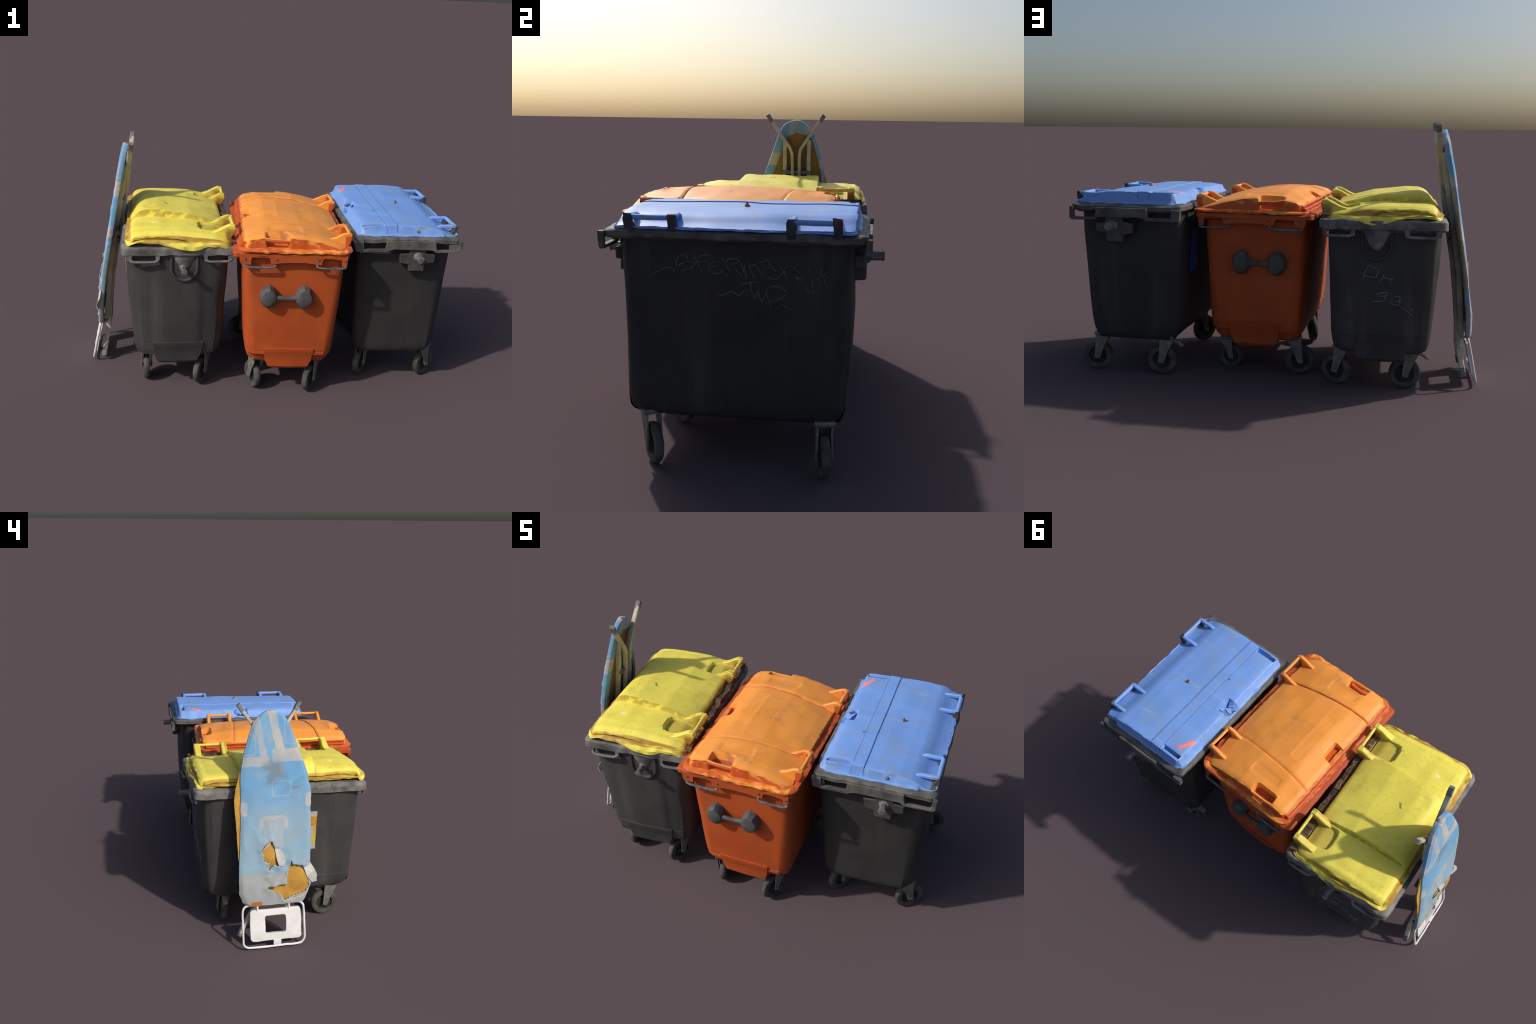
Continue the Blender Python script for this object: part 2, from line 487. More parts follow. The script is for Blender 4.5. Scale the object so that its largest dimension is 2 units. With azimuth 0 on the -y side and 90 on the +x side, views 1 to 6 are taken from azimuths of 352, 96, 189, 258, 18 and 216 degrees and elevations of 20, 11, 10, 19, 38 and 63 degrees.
M_HUBG = plain("blackened_plastic", (0.05, 0.05, 0.052), 0.6, 0, 0.3, 20)
M_BAR = plain("painted_steel_bar", (0.14, 0.15, 0.16), 0.5, 0.3, 0.4, 30)
M_KNOB = plain("dark_grey_plastic", (0.085, 0.083, 0.082), 0.6, 0, 0.25, 18)
M_PIN = plain("worn_steel", (0.2, 0.19, 0.195), 0.5, 0.3, 0.3, 40)
M_COVER, M_PANEL = cover_cloth(), mesh_panel()
M_FOAM = plain("ochre_foam", (0.54, 0.29, 0.055), 0.9, 0, 0.2, 12)
M_LINING = plain("pale_lining", (0.55, 0.54, 0.51), 0.9, 0, 0.15, 20)
M_WHITE = plain("white_enamel", (0.72, 0.70, 0.69), 0.45, 0, 0.08, 14)
M_LEG = plain("cream_steel_tube", (0.50, 0.46, 0.36), 0.5, 0, 0.2, 14)
M_CAP = plain("grey_rubber_cap", (0.19, 0.18, 0.18), 0.7, 0, 0.2, 30)
M_LABEL = sticker_paper()
M_BLABEL = plain("blue_label", (0.02, 0.06, 0.35), 0.5, 0, 0.1)
M_INK = plain("faded_yellow_ink", (0.10, 0.10, 0.055), 0.7, 0, 0.4, 40)
M_SCRATCH = plain("pale_scratch", (0.16, 0.16, 0.185), 0.8, 0, 0.2, 40)
M_SCREW = plain("rusty_screw", (0.30, 0.18, 0.08), 0.6, 0.2, 0.4, 60)

# ---------------------------------------------------------------- container parts
TUB = [  # z, u0, u1, v0, v1, corner radius
    (0.87, -0.255, 0.251, -0.430, 0.412, 0.035), (0.74, -0.255, 0.251, -0.428, 0.411, 0.04), (0.60, -0.249, 0.246, -0.419, 0.409, 0.042),
    (0.43, -0.240, 0.238, -0.410, 0.405, 0.042), (0.28, -0.230, 0.230, -0.401, 0.399, 0.042), (0.235, -0.224, 0.223, -0.397, 0.395, 0.042),
    (0.207, -0.216, 0.215, -0.390, 0.388, 0.042), (0.191, -0.203, 0.201, -0.378, 0.376, 0.04), (0.184, -0.175, 0.175, -0.345, 0.345, 0.04)]


def tub_side(z, k, b=None):
    """wall of the tub at height z: k = 1..4 for the two long sides and the two ends; b adds that container's bulge"""
    pts = sorted((t[0], t[k]) for t in TUB)
    return interp(z, pts) + (interp(z, b.bulge[k]) * (-1 if k in (1, 3) else 1) if b and k < 5 else 0.0)


def section(u0, u1, v0, v1, r, ub, vb):
    """rounded rectangle whose straight sides carry points at fixed places, so that pressed panels get crisp edges"""
    out = []
    cor = [(u1 - r, v0 + r, -90), (u1 - r, v1 - r, 0), (u0 + r, v1 - r, 90), (u0 + r, v0 + r, 180)]
    arcs = [[(cx + r * math.cos(math.radians(a + 15 * i)), cy + r * math.sin(math.radians(a + 15 * i))) for i in range(7)] for cx, cy, a in cor]
    out += arcs[0] + [(u1, v) for v in vb] + arcs[1] + [(u, v1) for u in reversed(ub)] + arcs[2] + [(u0, v) for v in reversed(vb)] + arcs[3] + [(u, v0) for u in ub]
    return out


class Bin:
    def __init__(self, name, loc, rot, label, tilt, z_rim, bulge):
        self.bulge = bulge
        self.inset, self.skew_u, self.skew_v = [(0, 0.0)], 0.0, 0.0
        self.e = empty(name, (loc[0], loc[1], 0), rot, label, "waste container")
        self.tilt, self.z_rim, self.rot, self.loc = tilt, z_rim, math.radians(rot), loc

    def sh(self, p):
        return (p[0], p[1], p[2] + self.tilt * p[1] * p[2] / 0.85)

    def put(self, name, g, mat, **k):
        par = k.pop("parent", self.e)
        lidded = name == "lid" or (par is not self.e and par.name.startswith("lid"))
        return put(name, [(p if lidded else self.sh(p)) for p in g.v], g.f, mat, par, **k)

    def local(self, x, y):
        dx, dy, c, s = x - self.loc[0], y - self.loc[1], math.cos(self.rot), math.sin(self.rot)
        return dx * c + dy * s, -dx * s + dy * c


UB = [-0.185, -0.15, -0.124, -0.118, -0.08, -0.04, 0.0, 0.04, 0.08, 0.112, 0.118, 0.15, 0.185]
VB = [-0.34, -0.30, -0.24, -0.18, -0.12, -0.06, 0.0, 0.06, 0.12, 0.18, 0.24, 0.30, 0.34]


def build_tub(b, mat, seed, belly, grooves=(), well=0.0, panel=0.0):
    g = Geo()
    rings = []
    zs = [b.z_rim - 0.004] + [0.81 - 0.035 * i for i in range(16)] + [0.264, 0.25, 0.235, 0.222, 0.207, 0.198, 0.191, 0.184]
    for q in grooves:
        zs = [z for z in zs if abs(z - q) > 0.007] + [q - 0.003, q - 0.0008, q + 0.0008, q + 0.003]
    if well:
        zs = [z for z in zs if abs(z - well) > 0.006] + [well + 0.002, well - 0.002]
    zs.sort(reverse=True)
    for z in zs:
        u0, u1, v0, v1, r = (tub_side(z, k) for k in range(1, 6))
        bl = [0] + [interp(z, b.bulge[k]) for k in range(1, 5)]
        gr = 0.003 if any(abs(z - q) < 0.001 for q in grooves) else 0.0
        rg = []
        for u, v in section(u0, u1, v0, v1, r, UB, VB):
            fu = max(0.0, 1 - (abs(u) / 0.225) ** 4)
            fv = max(0.0, 1 - (abs(v) / 0.40) ** 6)
            x, y = u, v
            if v > v1 - 0.001:
                y += bl[4] * fu + (panel if -0.119 < u < 0.113 else 0) - gr
            if v < v0 + 0.001:
                y -= bl[3] * fu + (panel if -0.119 < u < 0.113 else 0) - gr
            if u > u1 - 0.001:
                x += bl[2] * fv - gr
            if u < u0 + 0.001:
                x -= bl[1] * fv - gr
            if b.skew_v:     # the ends are not square to the sides
                y += (b.skew_v * (0.23 - u) / 0.46 - 0.014) * smooth(0.2, 0.35, v) + interp(z, b.inset) * smooth(-0.2, -0.35, v) * lerp(0.5, 1.0, (u + 0.23) / 0.46)
            x += b.skew_u * (0.4 - v) / 0.8
            if well and z < well and abs(v) > 0.30 and not -0.119 < u < 0.113:
                y *= 0.945
            rg.append((x, y, z))
        rings.append(rg)
    g.rings(rings)
    ob = b.put("tub", g, mat, angle=30, crumple=(0.003, 6, seed))
    if belly:
        zb = belly
        for s in (-1, 1):
            h = Geo()
            out = []
            bc = -0.004 + (b.skew_u if s < 0 else 0.0)
            for z, w, d in ((0.285, 0.132, 0.004), (0.262, 0.131, 0.0035), (0.255, 0.128, 0.001), (0.215, 0.122, -0.003), (zb + 0.015, 0.106, -0.008), (zb, 0.09, -0.02)):
                vo = tub_side(max(z, 0.235), 4 if s > 0 else 3, b) + s * (d + panel)
                vi = s * 0.001
                out.append([(bc - w, vo, z), (bc - w * 0.5, vo + s * 0.002, z), (bc, vo + s * 0.003, z), (bc + w * 0.5, vo + s * 0.002, z), (bc + w, vo, z), (bc + w, vi, z), (bc - w, vi, z)])
            h.rings(out)
            b.put("wheel_arch_panel", h, mat, angle=30, crumple=(0.002, 12, seed + 2))
    return ob


def build_rim(b, mat, seed, zt, h, u0=-0.284, u1=0.272, v0=-0.456, v1=0.456, lip=0.012):
    g = Geo()
    rings = []
    for z, o in ((zt - h - 0.012, -0.03), (zt - h, -0.004), (zt - h + 0.004, 0.0), (zt - h * 0.5, -0.001), (zt - h * 0.32, 0.0), (zt - 0.008, -0.002), (zt - 0.004, -0.008), (zt, -0.022), (zt + 0.002, -0.035), (zt + 0.002, -0.06)):
        rings.append([(u, v, z) for u, v in rrect(u0 - o, u1 + o, v0 - o, v1 + o, 0.026 + max(o, -0.015), 5, 26)])
    g.rings(rings)
    return b.put("rim", g, mat, angle=25, crumple=(0.006, 20, seed))


def lid_surface(b, mat, us, vs, hf, corner, rings, seed, warp=None, amp=0.0025, name="lid"):
    """top sheet over a grid, closed by rings that run down and outward from its border"""
    nu, nv = len(us), len(vs)
    U0, U1, V0, V1 = us[0], us[-1], vs[0], vs[-1]

    def rounded(u, v):
        for cu, su in ((U0 + corner, -1), (U1 - corner, 1)):
            for cv, sv in ((V0 + corner, -1), (V1 - corner, 1)):
                a, c = (u - cu) * su / corner, (v - cv) * sv / corner
                if a > 0 and c > 0:
                    return cu + su * corner * a * math.sqrt(1 - c * c / 2), cv + sv * corner * c * math.sqrt(1 - a * a / 2)
        return u, v
    g = Geo()
    P = []
    for j in range(nv):
        for i in range(nu):
            u, v = us[i], vs[j]
            h = hf(u, v)
            if warp:
                v += warp(u, v)
            u, v = rounded(u, v)
            P.append(Vector((u, v, h)))
    P = [p + Vector((0, 0, wob(p, amp * 1.6, 9, seed).z)) for p in P]
    fs = [(j * nu + i, j * nu + i + 1, (j + 1) * nu + i + 1, (j + 1) * nu + i) for j in range(nv - 1) for i in range(nu - 1)]
    bd = [i for i in range(nu)] + [j * nu + nu - 1 for j in range(1, nv)] + [(nv - 1) * nu + i for i in range(nu - 2, -1, -1)] + [j * nu for j in range(nv - 2, 0, -1)]
    g.v, g.f = [tuple(p) for p in P], fs
    prev, m = bd, len(bd)
    base = [P[i] for i in bd]
    nrm = []
    for k in range(m):
        t = base[(k + 2) % m] - base[k - 2]
        n = Vector((t.y, -t.x, 0))
        nrm.append(n.normalized() if n.length > 1e-7 else Vector((0, 0, 0)))
    for r, (off, zf) in enumerate(rings):
        cur = []
        for k in range(m):
            p = base[k] + nrm[k] * (off if not callable(off) else off(base[k].x, base[k].y))
            z = zf(p.x, p.y, base[k].z)
            q = Vector((p.x, p.y, z)) + wob((p.x, p.y, z), amp * 2.0, 24, seed + r)
            cur.append(len(g.v))
            g.v.append(tuple(q))
        for k in range(m):
            g.f.append((prev[k], cur[k], cur[(k + 1) % m], prev[(k + 1) % m]))
        prev = cur
    g.f.append(tuple(prev))
    return b.put(name, g, mat, angle=38)


def grid(lo, hi, step, breaks=()):
    """grid lines with a tight pair at every break so that steps stand upright"""
    pts = {lo, hi}
    for x in breaks:
        pts |= {x - 0.0012, x + 0.0012}
    n = int((hi - lo) / step)
    for i in range(1, n):
        x = lo + (hi - lo) * i / n
        if all(abs(x - q) > step * 0.4 for q in pts):
            pts.add(x)
    return sorted(p for p in pts if lo <= p <= hi)


def apron(b, mat, poly, side, v, th, seed, name="end_apron", parent=None, crumple=0.002):
    g = Geo()
    g.prism(poly, lambda a, z, t: (a, side * t, z), v - th, v, 0.002)
    return b.put(name, g, mat, angle=30, parent=parent or b.e, crumple=(crumple, 25, seed))


def end_bar(b, mat, side, u0, u1, ztop, zbar, v, r=0.008, sag=0.0, name="end_grip", dv=0.016):
    g = Geo()
    um = (u0 + u1) / 2
    pts = [(u0, side * (v - 0.012), ztop), (u0, side * (v - 0.004), zbar + 0.018), (u0 + 0.004, side * (v + dv * 0.6), zbar + 0.004), (u0 + 0.018, side * (v + dv), zbar),
           (um, side * (v + dv), zbar - sag), (u1 - 0.018, side * (v + dv), zbar), (u1 - 0.004, side * (v + dv * 0.6), zbar + 0.004), (u1, side * (v - 0.004), zbar + 0.018), (u1, side * (v - 0.012), ztop)]
    g.tube(pts, r, 8, 0.8)
    return b.put(name, g, mat, angle=40, crumple=(0.003, 40, u0 * 31 + side))


def trunnion(b, side, u, z, v, r, tip):
    g = Geo()
    rings = []
    for d, k in ((0.0, 1.6), (0.008, 1.5), (0.012, 1.05), (tip - 0.008, 0.95), (tip - 0.002, 1.2), (tip, 0.7)):
        rings.append([(u + r * k * math.cos(a), side * (v + d), z + r * k * math.sin(a)) for a in [2 * math.pi * i / 8 + 0.3 for i in range(8)]])
    g.rings(rings)
    return b.put("lifting_pin", g, M_PIN, angle=30, crumple=(0.003, 60, side + u))


# one caster: built about the wheel centre, axle along x; the fork leans from a swivel offset along y
def tyre_mesh():
    g = Geo()
    R, W = 0.077, 0.017
    prof = [(0.047, -W * 0.9), (0.060, -W), (0.071, -W * 0.85), (R - 0.001, -W * 0.45), (R, 0), (R - 0.001, W * 0.45), (0.071, W * 0.85), (0.060, W), (0.047, W * 0.9), (0.045, 0)]
    n = 30
    vs = [(x, r * math.cos(2 * math.pi * k / n), r * math.sin(2 * math.pi * k / n)) for k in range(n) for r, x in prof]
    m = len(prof)
    fs = [(k * m + i, ((k + 1) % n) * m + i, ((k + 1) % n) * m + (i + 1) % m, k * m + (i + 1) % m) for k in range(n) for i in range(m)]
    return [tuple(Vector(v) + wob(v, 0.002, 30, 3)) for v in vs], fs


def hub_mesh():
    g = Geo()
    n = 20
    rings = []
    for x, r in ((-0.019, 0.010), (-0.019, 0.013), (-0.008, 0.016), (-0.006, 0.046), (0.006, 0.046), (0.008, 0.016), (0.019, 0.013), (0.019, 0.010)):
        rings.append([(x, r * math.cos(2 * math.pi * k / n), r * math.sin(2 * math.pi * k / n)) for k in range(n)])
    g.rings(rings)
    for k in range(6):  # ribs
        a = math.pi * k / 3
        c, s = math.cos(a), math.sin(a)
        g.prism([(0.012, -0.003), (0.046, -0.003), (0.046, 0.003), (0.012, 0.003)], lambda p, q, t: (t, p * c - q * s, p * s + q * c), -0.011, 0.011)
    return g.v, g.f


def fork_mesh():
    g = Geo()
    zt = 0.112
    for s in (-1, 1):
        poly = [(-0.011, -0.015), (0.014, -0.013), (0.036, 0.045), (0.064, 0.096), (0.062, zt), (-0.004, zt), (-0.006, 0.085), (-0.008, 0.04), (-0.015, -0.004)]
        g.prism(poly, lambda p, q, t: (t, p, q), s * 0.0225, s * 0.0300, 0.002)
    g.box(-0.0275, 0.0275, 0.002, 0.058, zt - 0.004, zt + 0.003, 0.0015)
    g.rings([[(0.024 * math.cos(a), 0.030 + 0.024 * math.sin(a), z) for a in [2 * math.pi * k / 14 for k in range(14)]] for z in (zt + 0.003, zt + 0.013)])
    g.box(-0.038, 0.038, -0.008, 0.068, zt + 0.004, zt + 0.017, 0.003)
    g.tube([(-0.03, 0, 0), (0.03, 0, 0)], 0.006, 8)
    return [tuple(Vector(v) + wob(v, 0.004, 35, 5)) for v in g.v], g.f


def pedal_mesh():
    g = Geo()
    g.prism([(0.055, 0.098), (0.085, 0.088), (0.108, 0.072), (0.112, 0.078), (0.09, 0.098), (0.06, 0.112)], lambda p, q, t: (t, p, q), -0.014, 0.014, 0.002)
    return [tuple(Vector(v) + wob(v, 0.004, 40, 8)) for v in g.v], g.f


def shared(name, vf, mat):
    me = bpy.data.meshes.new(name)
    me.from_pydata(vf[0], [], vf[1])
    bm = bmesh.new()
    bm.from_mesh(me)
    bmesh.ops.recalc_face_normals(bm, faces=bm.faces)
    bm.to_mesh(me)
    bm.free()
    me.materials.append(mat)
    me.shade_smooth()
    me.set_sharp_from_angle(angle=math.radians(35))
    return me


ME_TYRE, ME_HUB, ME_FORK, ME_PEDAL = shared("tyre", tyre_mesh(), M_TYRE), shared("hub", hub_mesh(), M_HUB), shared("fork", fork_mesh(), M_FORK), shared("brake_pedal", pedal_mesh(), M_FORK)


def caster(b, x, y, heading, pedal, k=1.0):
    """world contact point; heading = compass of the fork's top as seen from the wheel, degrees from +x"""
    u, v = b.local(x, y)
    o = bpy.data.objects.new("caster", None)
    o.empty_display_size = 0.05
    o.parent = b.e
    o.location = (u, v, 0.0765 * k)
    o.scale = (k, k, k)
    o.rotation_euler = (0, 0, math.radians(heading - 90) - b.rot)
    SC.objects.link(o)
    place("tyre", ME_TYRE, o, rot=(random.uniform(0, 6), 0, 0))
    place("hub", ME_HUB, o, rot=(random.uniform(0, 6), 0, 0))
    place("fork", ME_FORK, o)
    if pedal:
        place("brake_pedal", ME_PEDAL, o)


def hinge_arm(b, mat, poly, v, th, name="hinge_arm", parent=None):
    g = Geo()
    g.prism(poly, lambda a, z, t: (a, t, z), v - th / 2, v + th / 2, min(0.004, th * 0.3))
    return b.put(name, g, mat, angle=30, parent=parent or b.e, crumple=(0.003, 30, v * 17))


def hinge_bar(b, mat, u, z, v0, v1, r, parent=None):
    g = Geo()
    g.tube([(u, v0, z), (u, lerp(v0, v1, 0.1), z), (u, (v0 + v1) / 2, z - 0.001), (u, lerp(v0, v1, 0.9), z), (u, v1, z)], r, 10)
    return b.put("hinge_bar", g, mat, angle=40, parent=parent or b.e, crumple=(0.002, 40, v0 * 9))


# ---------------------------------------------------------------- yellow-lidded container
def yellow_bin():
    b = Bin("yellow_lidded_waste_container", (-0.52, 0.05), 0.5, "grey wheeled waste container with a worn yellow lid", 0.014, 0.826,
            {1: [(0.2, 0.000), (0.4, 0.010), (0.6, 0.020), (0.8, 0.020)], 2: [(0, 0.004)], 3: [(0.2, 0.024), (0.5, 0.024), (0.8, 0.008)], 4: [(0.2, 0.012), (0.6, 0.016), (0.8, 0.012)]})
    build_tub(b, M_GRY, 1.0, 0.155, (0.281,), 0.207, 0.003)
    build_rim(b, M_RIM, 2.0, 0.832, 0.048, -0.288, 0.291, -0.459, 0.459)
    out = [(-0.245, 0.876), (-0.232, 0.887), (-0.2, 0.899), (-0.1, 0.904), (0.0, 0.899), (0.1, 0.890), (0.2, 0.875), (0.25, 0.860)]
    ctr = [(-0.245, 0.876), (-0.232, 0.892), (-0.215, 0.916), (-0.19, 0.931), (-0.165, 0.938), (-0.1, 0.939), (0.06, 0.922), (0.156, 0.899), (0.228, 0.877), (0.238, 0.868)]
    sf, sb = -0.2, 0.212

    def h(u, v):
        o = interp(u, out)
        # the ends droop toward their outer edge
        o += 0.004 * math.exp(-((abs(v) - 0.405) / 0.012) ** 2) + 0.003 * math.exp(-((u + 0.222) / 0.010) ** 2)
        o += 0.007 * noise.noise(Vector((u * 5, v * 5, 3.3))) + 0.007 * noise.noise(Vector((u * 6, v * 16, 7.1))) * smooth(0.25, 0.4, abs(v))
        o -= 0.010 * smooth(0.34, 0.425, abs(v)) + 0.012 * smooth(0.40, 0.437, abs(v))
        if sf < v < sb:
            c = interp(u, ctr)
            k = smooth(sf - 0.0, sf + 0.006, v) * smooth(sb + 0.0, sb - 0.006, v)
            o = lerp(o, c, k)
            d = rbox(u, v, -0.172, -0.125, -0.145, -0.075, 0.008)
            o -= 0.003 * smooth(0.004, -0.004, d)
            d = rbox(u, v, -0.172, -0.125, 0.075, 0.145, 0.008)
            o -= 0.003 * smooth(0.004, -0.004, d)
            if u > 0.240:
                o = 0.838
        else:
            for v0, v1, u0 in ((-0.352, -0.221, 0.104), (0.226, 0.352, 0.115)):
                d = rbox(u, v, u0, 0.34, v0, v1, 0.035)
                fl = 0.867 - 0.02 * smooth(0.18, 0.236, u) - (0.03 if u > 0.237 else 0)
                if v0 - 0.004 < v < v1 + 0.004:
                    o = lerp(o, min(o, fl), smooth(0.002, -0.004, d))
        return o
    us = grid(-0.245, 0.25, 0.0085, (-0.238, -0.228, 0.106, 0.116, 0.240, 0.246))
    vs = grid(-0.437, 0.425, 0.0095, (sf, sb, sf + 0.004, sb - 0.004, -0.3515, -0.2205, 0.2265, 0.3515, -0.43, 0.418))

    def warp(u, v):
        return math.exp(-((v + 0.2) / 0.08) ** 2) * (0.014 - 0.036 * (u + 0.236) / 0.446)

    def sag(u, v):
        return 0.036 * math.exp(-((u - 0.04) / 0.10) ** 2) * smooth(0.36, 0.42, abs(v))

    def edge(u, v):
        return 0.030 * smooth(-0.02, 0.1, u) * smooth(0.38, 0.42, abs(v))
    fo = lambda k: (lambda u, v: k + 0.35 * sag(u, v))
    rings = [(0.004, lambda u, v, z: z - 0.004 - edge(u, v) * 0.4), (0.006, lambda u, v, z: z - 0.009 - edge(u, v) * 0.8), (0.003, lambda u, v, z: z - 0.012 - edge(u, v)), (-0.010, lambda u, v, z: min(z - 0.013, 0.872) - edge(u, v)),
             (-0.009, lambda u, v, z: min(z - 0.018, 0.860) - edge(u, v) * 0.7), (fo(0.010), lambda u, v, z: max(min(z - 0.018, 0.860) - edge(u, v) * 0.3 - sag(u, v) * 0.1, 0.850)), (fo(0.022), lambda u, v, z: min(z - 0.016, 0.857) - sag(u, v) * 0.7), (fo(0.023), lambda u, v, z: min(z - 0.024, 0.851) - sag(u, v)),
             (fo(0.018), lambda u, v, z: 0.844 - sag(u, v)), (0.0, lambda u, v, z: 0.842 - 0.3 * sag(u, v)), (-0.02, lambda u, v, z: 0.832)]
    lid = lid_surface(b, M_YEL, us, vs, h, 0.032, rings, 3.0, warp, 0.0030)
    g = Geo()
    for k in range(24):
        v = -0.43 + 0.86 * k / 24
        j = noise.noise(Vector((k * 1.7, 2, 5)))
        g.box(0.246 + 0.004 * j, 0.282 + 0.008 * j, v, v + 0.0355, 0.80, 0.850 + 0.010 * noise.noise(Vector((k * 1.3, 7, 1))), 0.004)
    b.put("hinge_rail", g, M_GRIME, crumple=(0.009, 25, 2))
    arm = [(0.165, 0.876), (0.20, 0.888), (0.235, 0.908), (0.262, 0.919), (0.284, 0.914), (0.29, 0.895), (0.282, 0.87), (0.262, 0.84), (0.24, 0.828), (0.215, 0.845)]
    for v in (-0.209, -0.370, 0.222, 0.376):
        hinge_arm(b, M_YEL, arm, v, 0.033, parent=lid)
    for v0, v1 in ((-0.372, -0.207), (0.22, 0.378)):
        hinge_bar(b, M_YEL, 0.278, 0.905, v0, v1, 0.0085, parent=lid)
    for s in (-1, 1):
        for u0, u1 in ((0.133, 0.264), (-0.243, -0.105)):
            end_bar(b, M_RIM, s, u0, u1, 0.80, 0.755, 0.448, 0.0085)
        for u0, u1 in ((0.252, 0.276), (0.122, 0.146), (-0.118, -0.094), (-0.262, -0.232)):
            apron(b, M_RIM, [(u0 - 0.006, 0.81), (u1 + 0.006, 0.81), (u1, 0.79), (u1 - 0.003, 0.757), (u0 + 0.003, 0.757), (u0, 0.79)], s, 0.457, 0.014, u0 * 40, "grip_bracket")
        # tapered lifting lug with its raised horseshoe behind
        g = Geo()
        wid = [(0.808, 0.072, 0.452), (0.77, 0.062, 0.450), (0.735, 0.043, 0.447), (0.71, 0.03, 0.445), (0.695, 0.018, 0.437)]
        g.rings([[(0.027 - w, s * 0.40, z), (0.027 - w, s * (d - 0.012), z), (0.027 - w * 0.6, s * d, z), (0.027, s * (d + 0.002), z), (0.027 + w * 0.6, s * d, z), (0.027 + w, s * (d - 0.012), z), (0.027 + w, s * 0.40, z)] for z, w, d in wid])
        lug = b.put("lifting_lug", g, M_RIM, angle=30, crumple=(0.002, 20, s))
        trunnion(b, s, 0.022, 0.715, 0.440, 0.014, 0.068).parent = lug
        g = Geo()
        fv = lambda z: s * (abs(tub_side(z, 4 if s > 0 else 3, b)) + 0.004)
        pts = [(0.027 - 0.066, 0.80)] + [(0.027 + 0.066 * math.cos(a), 0.715 + 0.07 * math.sin(a)) for a in [math.pi + math.pi * k / 10 for k in range(11)]] + [(0.027 + 0.066, 0.80)]
        g.tube([(u, fv(z), z) for u, z in pts], 0.0085, 8, 1.0, (0, 1, 0))
        b.put("horseshoe_rib", g, M_GRY, angle=40, crumple=(0.002, 20, s + 4))
    for x, y, hd, pd in ((-0.687, -0.228, -88, 0), (-0.392, -0.298, 60, 0), (-0.643, 0.349, 182, 1), (-0.313, 0.34, 160, 0)):
        caster(b, x, y, hd, pd)
    # printed label on the front, half hidden by the board
    g = Geo()
    g.rings([[(tub_side(z, 1, b) + 0.002 - d, v, z) for v, z in ((-0.187, 0.455), (-0.187, 0.51), (-0.187, 0.62), (-0.189, 0.678), (-0.062, 0.678), (-0.06, 0.62), (-0.06, 0.51), (-0.06, 0.455))] for d in (0.0, 0.006)])
    b.put("printed_label", g, M_LABEL, angle=30)
    # scratched letters on the back
    g = Geo()
    strokes = [[(-0.435, 0.574), (-0.458, 0.632), (-0.507, 0.612), (-0.493, 0.575), (-0.438, 0.581)], [(-0.513, 0.554), (-0.532, 0.595)], [(-0.527, 0.576), (-0.565, 0.569)], [(-0.553, 0.551), (-0.576, 0.587)],
               [(-0.491, 0.496), (-0.546, 0.509), (-0.535, 0.467), (-0.48, 0.462)], [(-0.513, 0.488), (-0.540, 0.490)], [(-0.576, 0.491), (-0.606, 0.488), (-0.603, 0.448), (-0.565, 0.455)], [(-0.59, 0.467), (-0.612, 0.468)], [(-0.612, 0.44), (-0.638, 0.424), (-0.664, 0.398)], [(-0.655, 0.434), (-0.668, 0.428)]]
    for st in strokes:
        pts = []
        for p, q in zip(st, st[1:]):
            pts += [(lerp(p[0], q[0], t / 4), lerp(p[1], q[1], t / 4)) for t in range(4)]
        pts.append(st[-1])
        g.tube([(x + 0.52, tub_side(z, 4, b) * 1.0 - 0.0005 + (0.003 if -0.119 < x + 0.52 < 0.113 else 0.0) - 0.010 * (abs(x + 0.52) / 0.225) ** 4, z - 0.012) for x, z in pts], 0.0026, 6, 1.0, (0, 1, 0))
    b.put("scratched_letters", g, M_SCRATCH, kind="stuff")
    return b


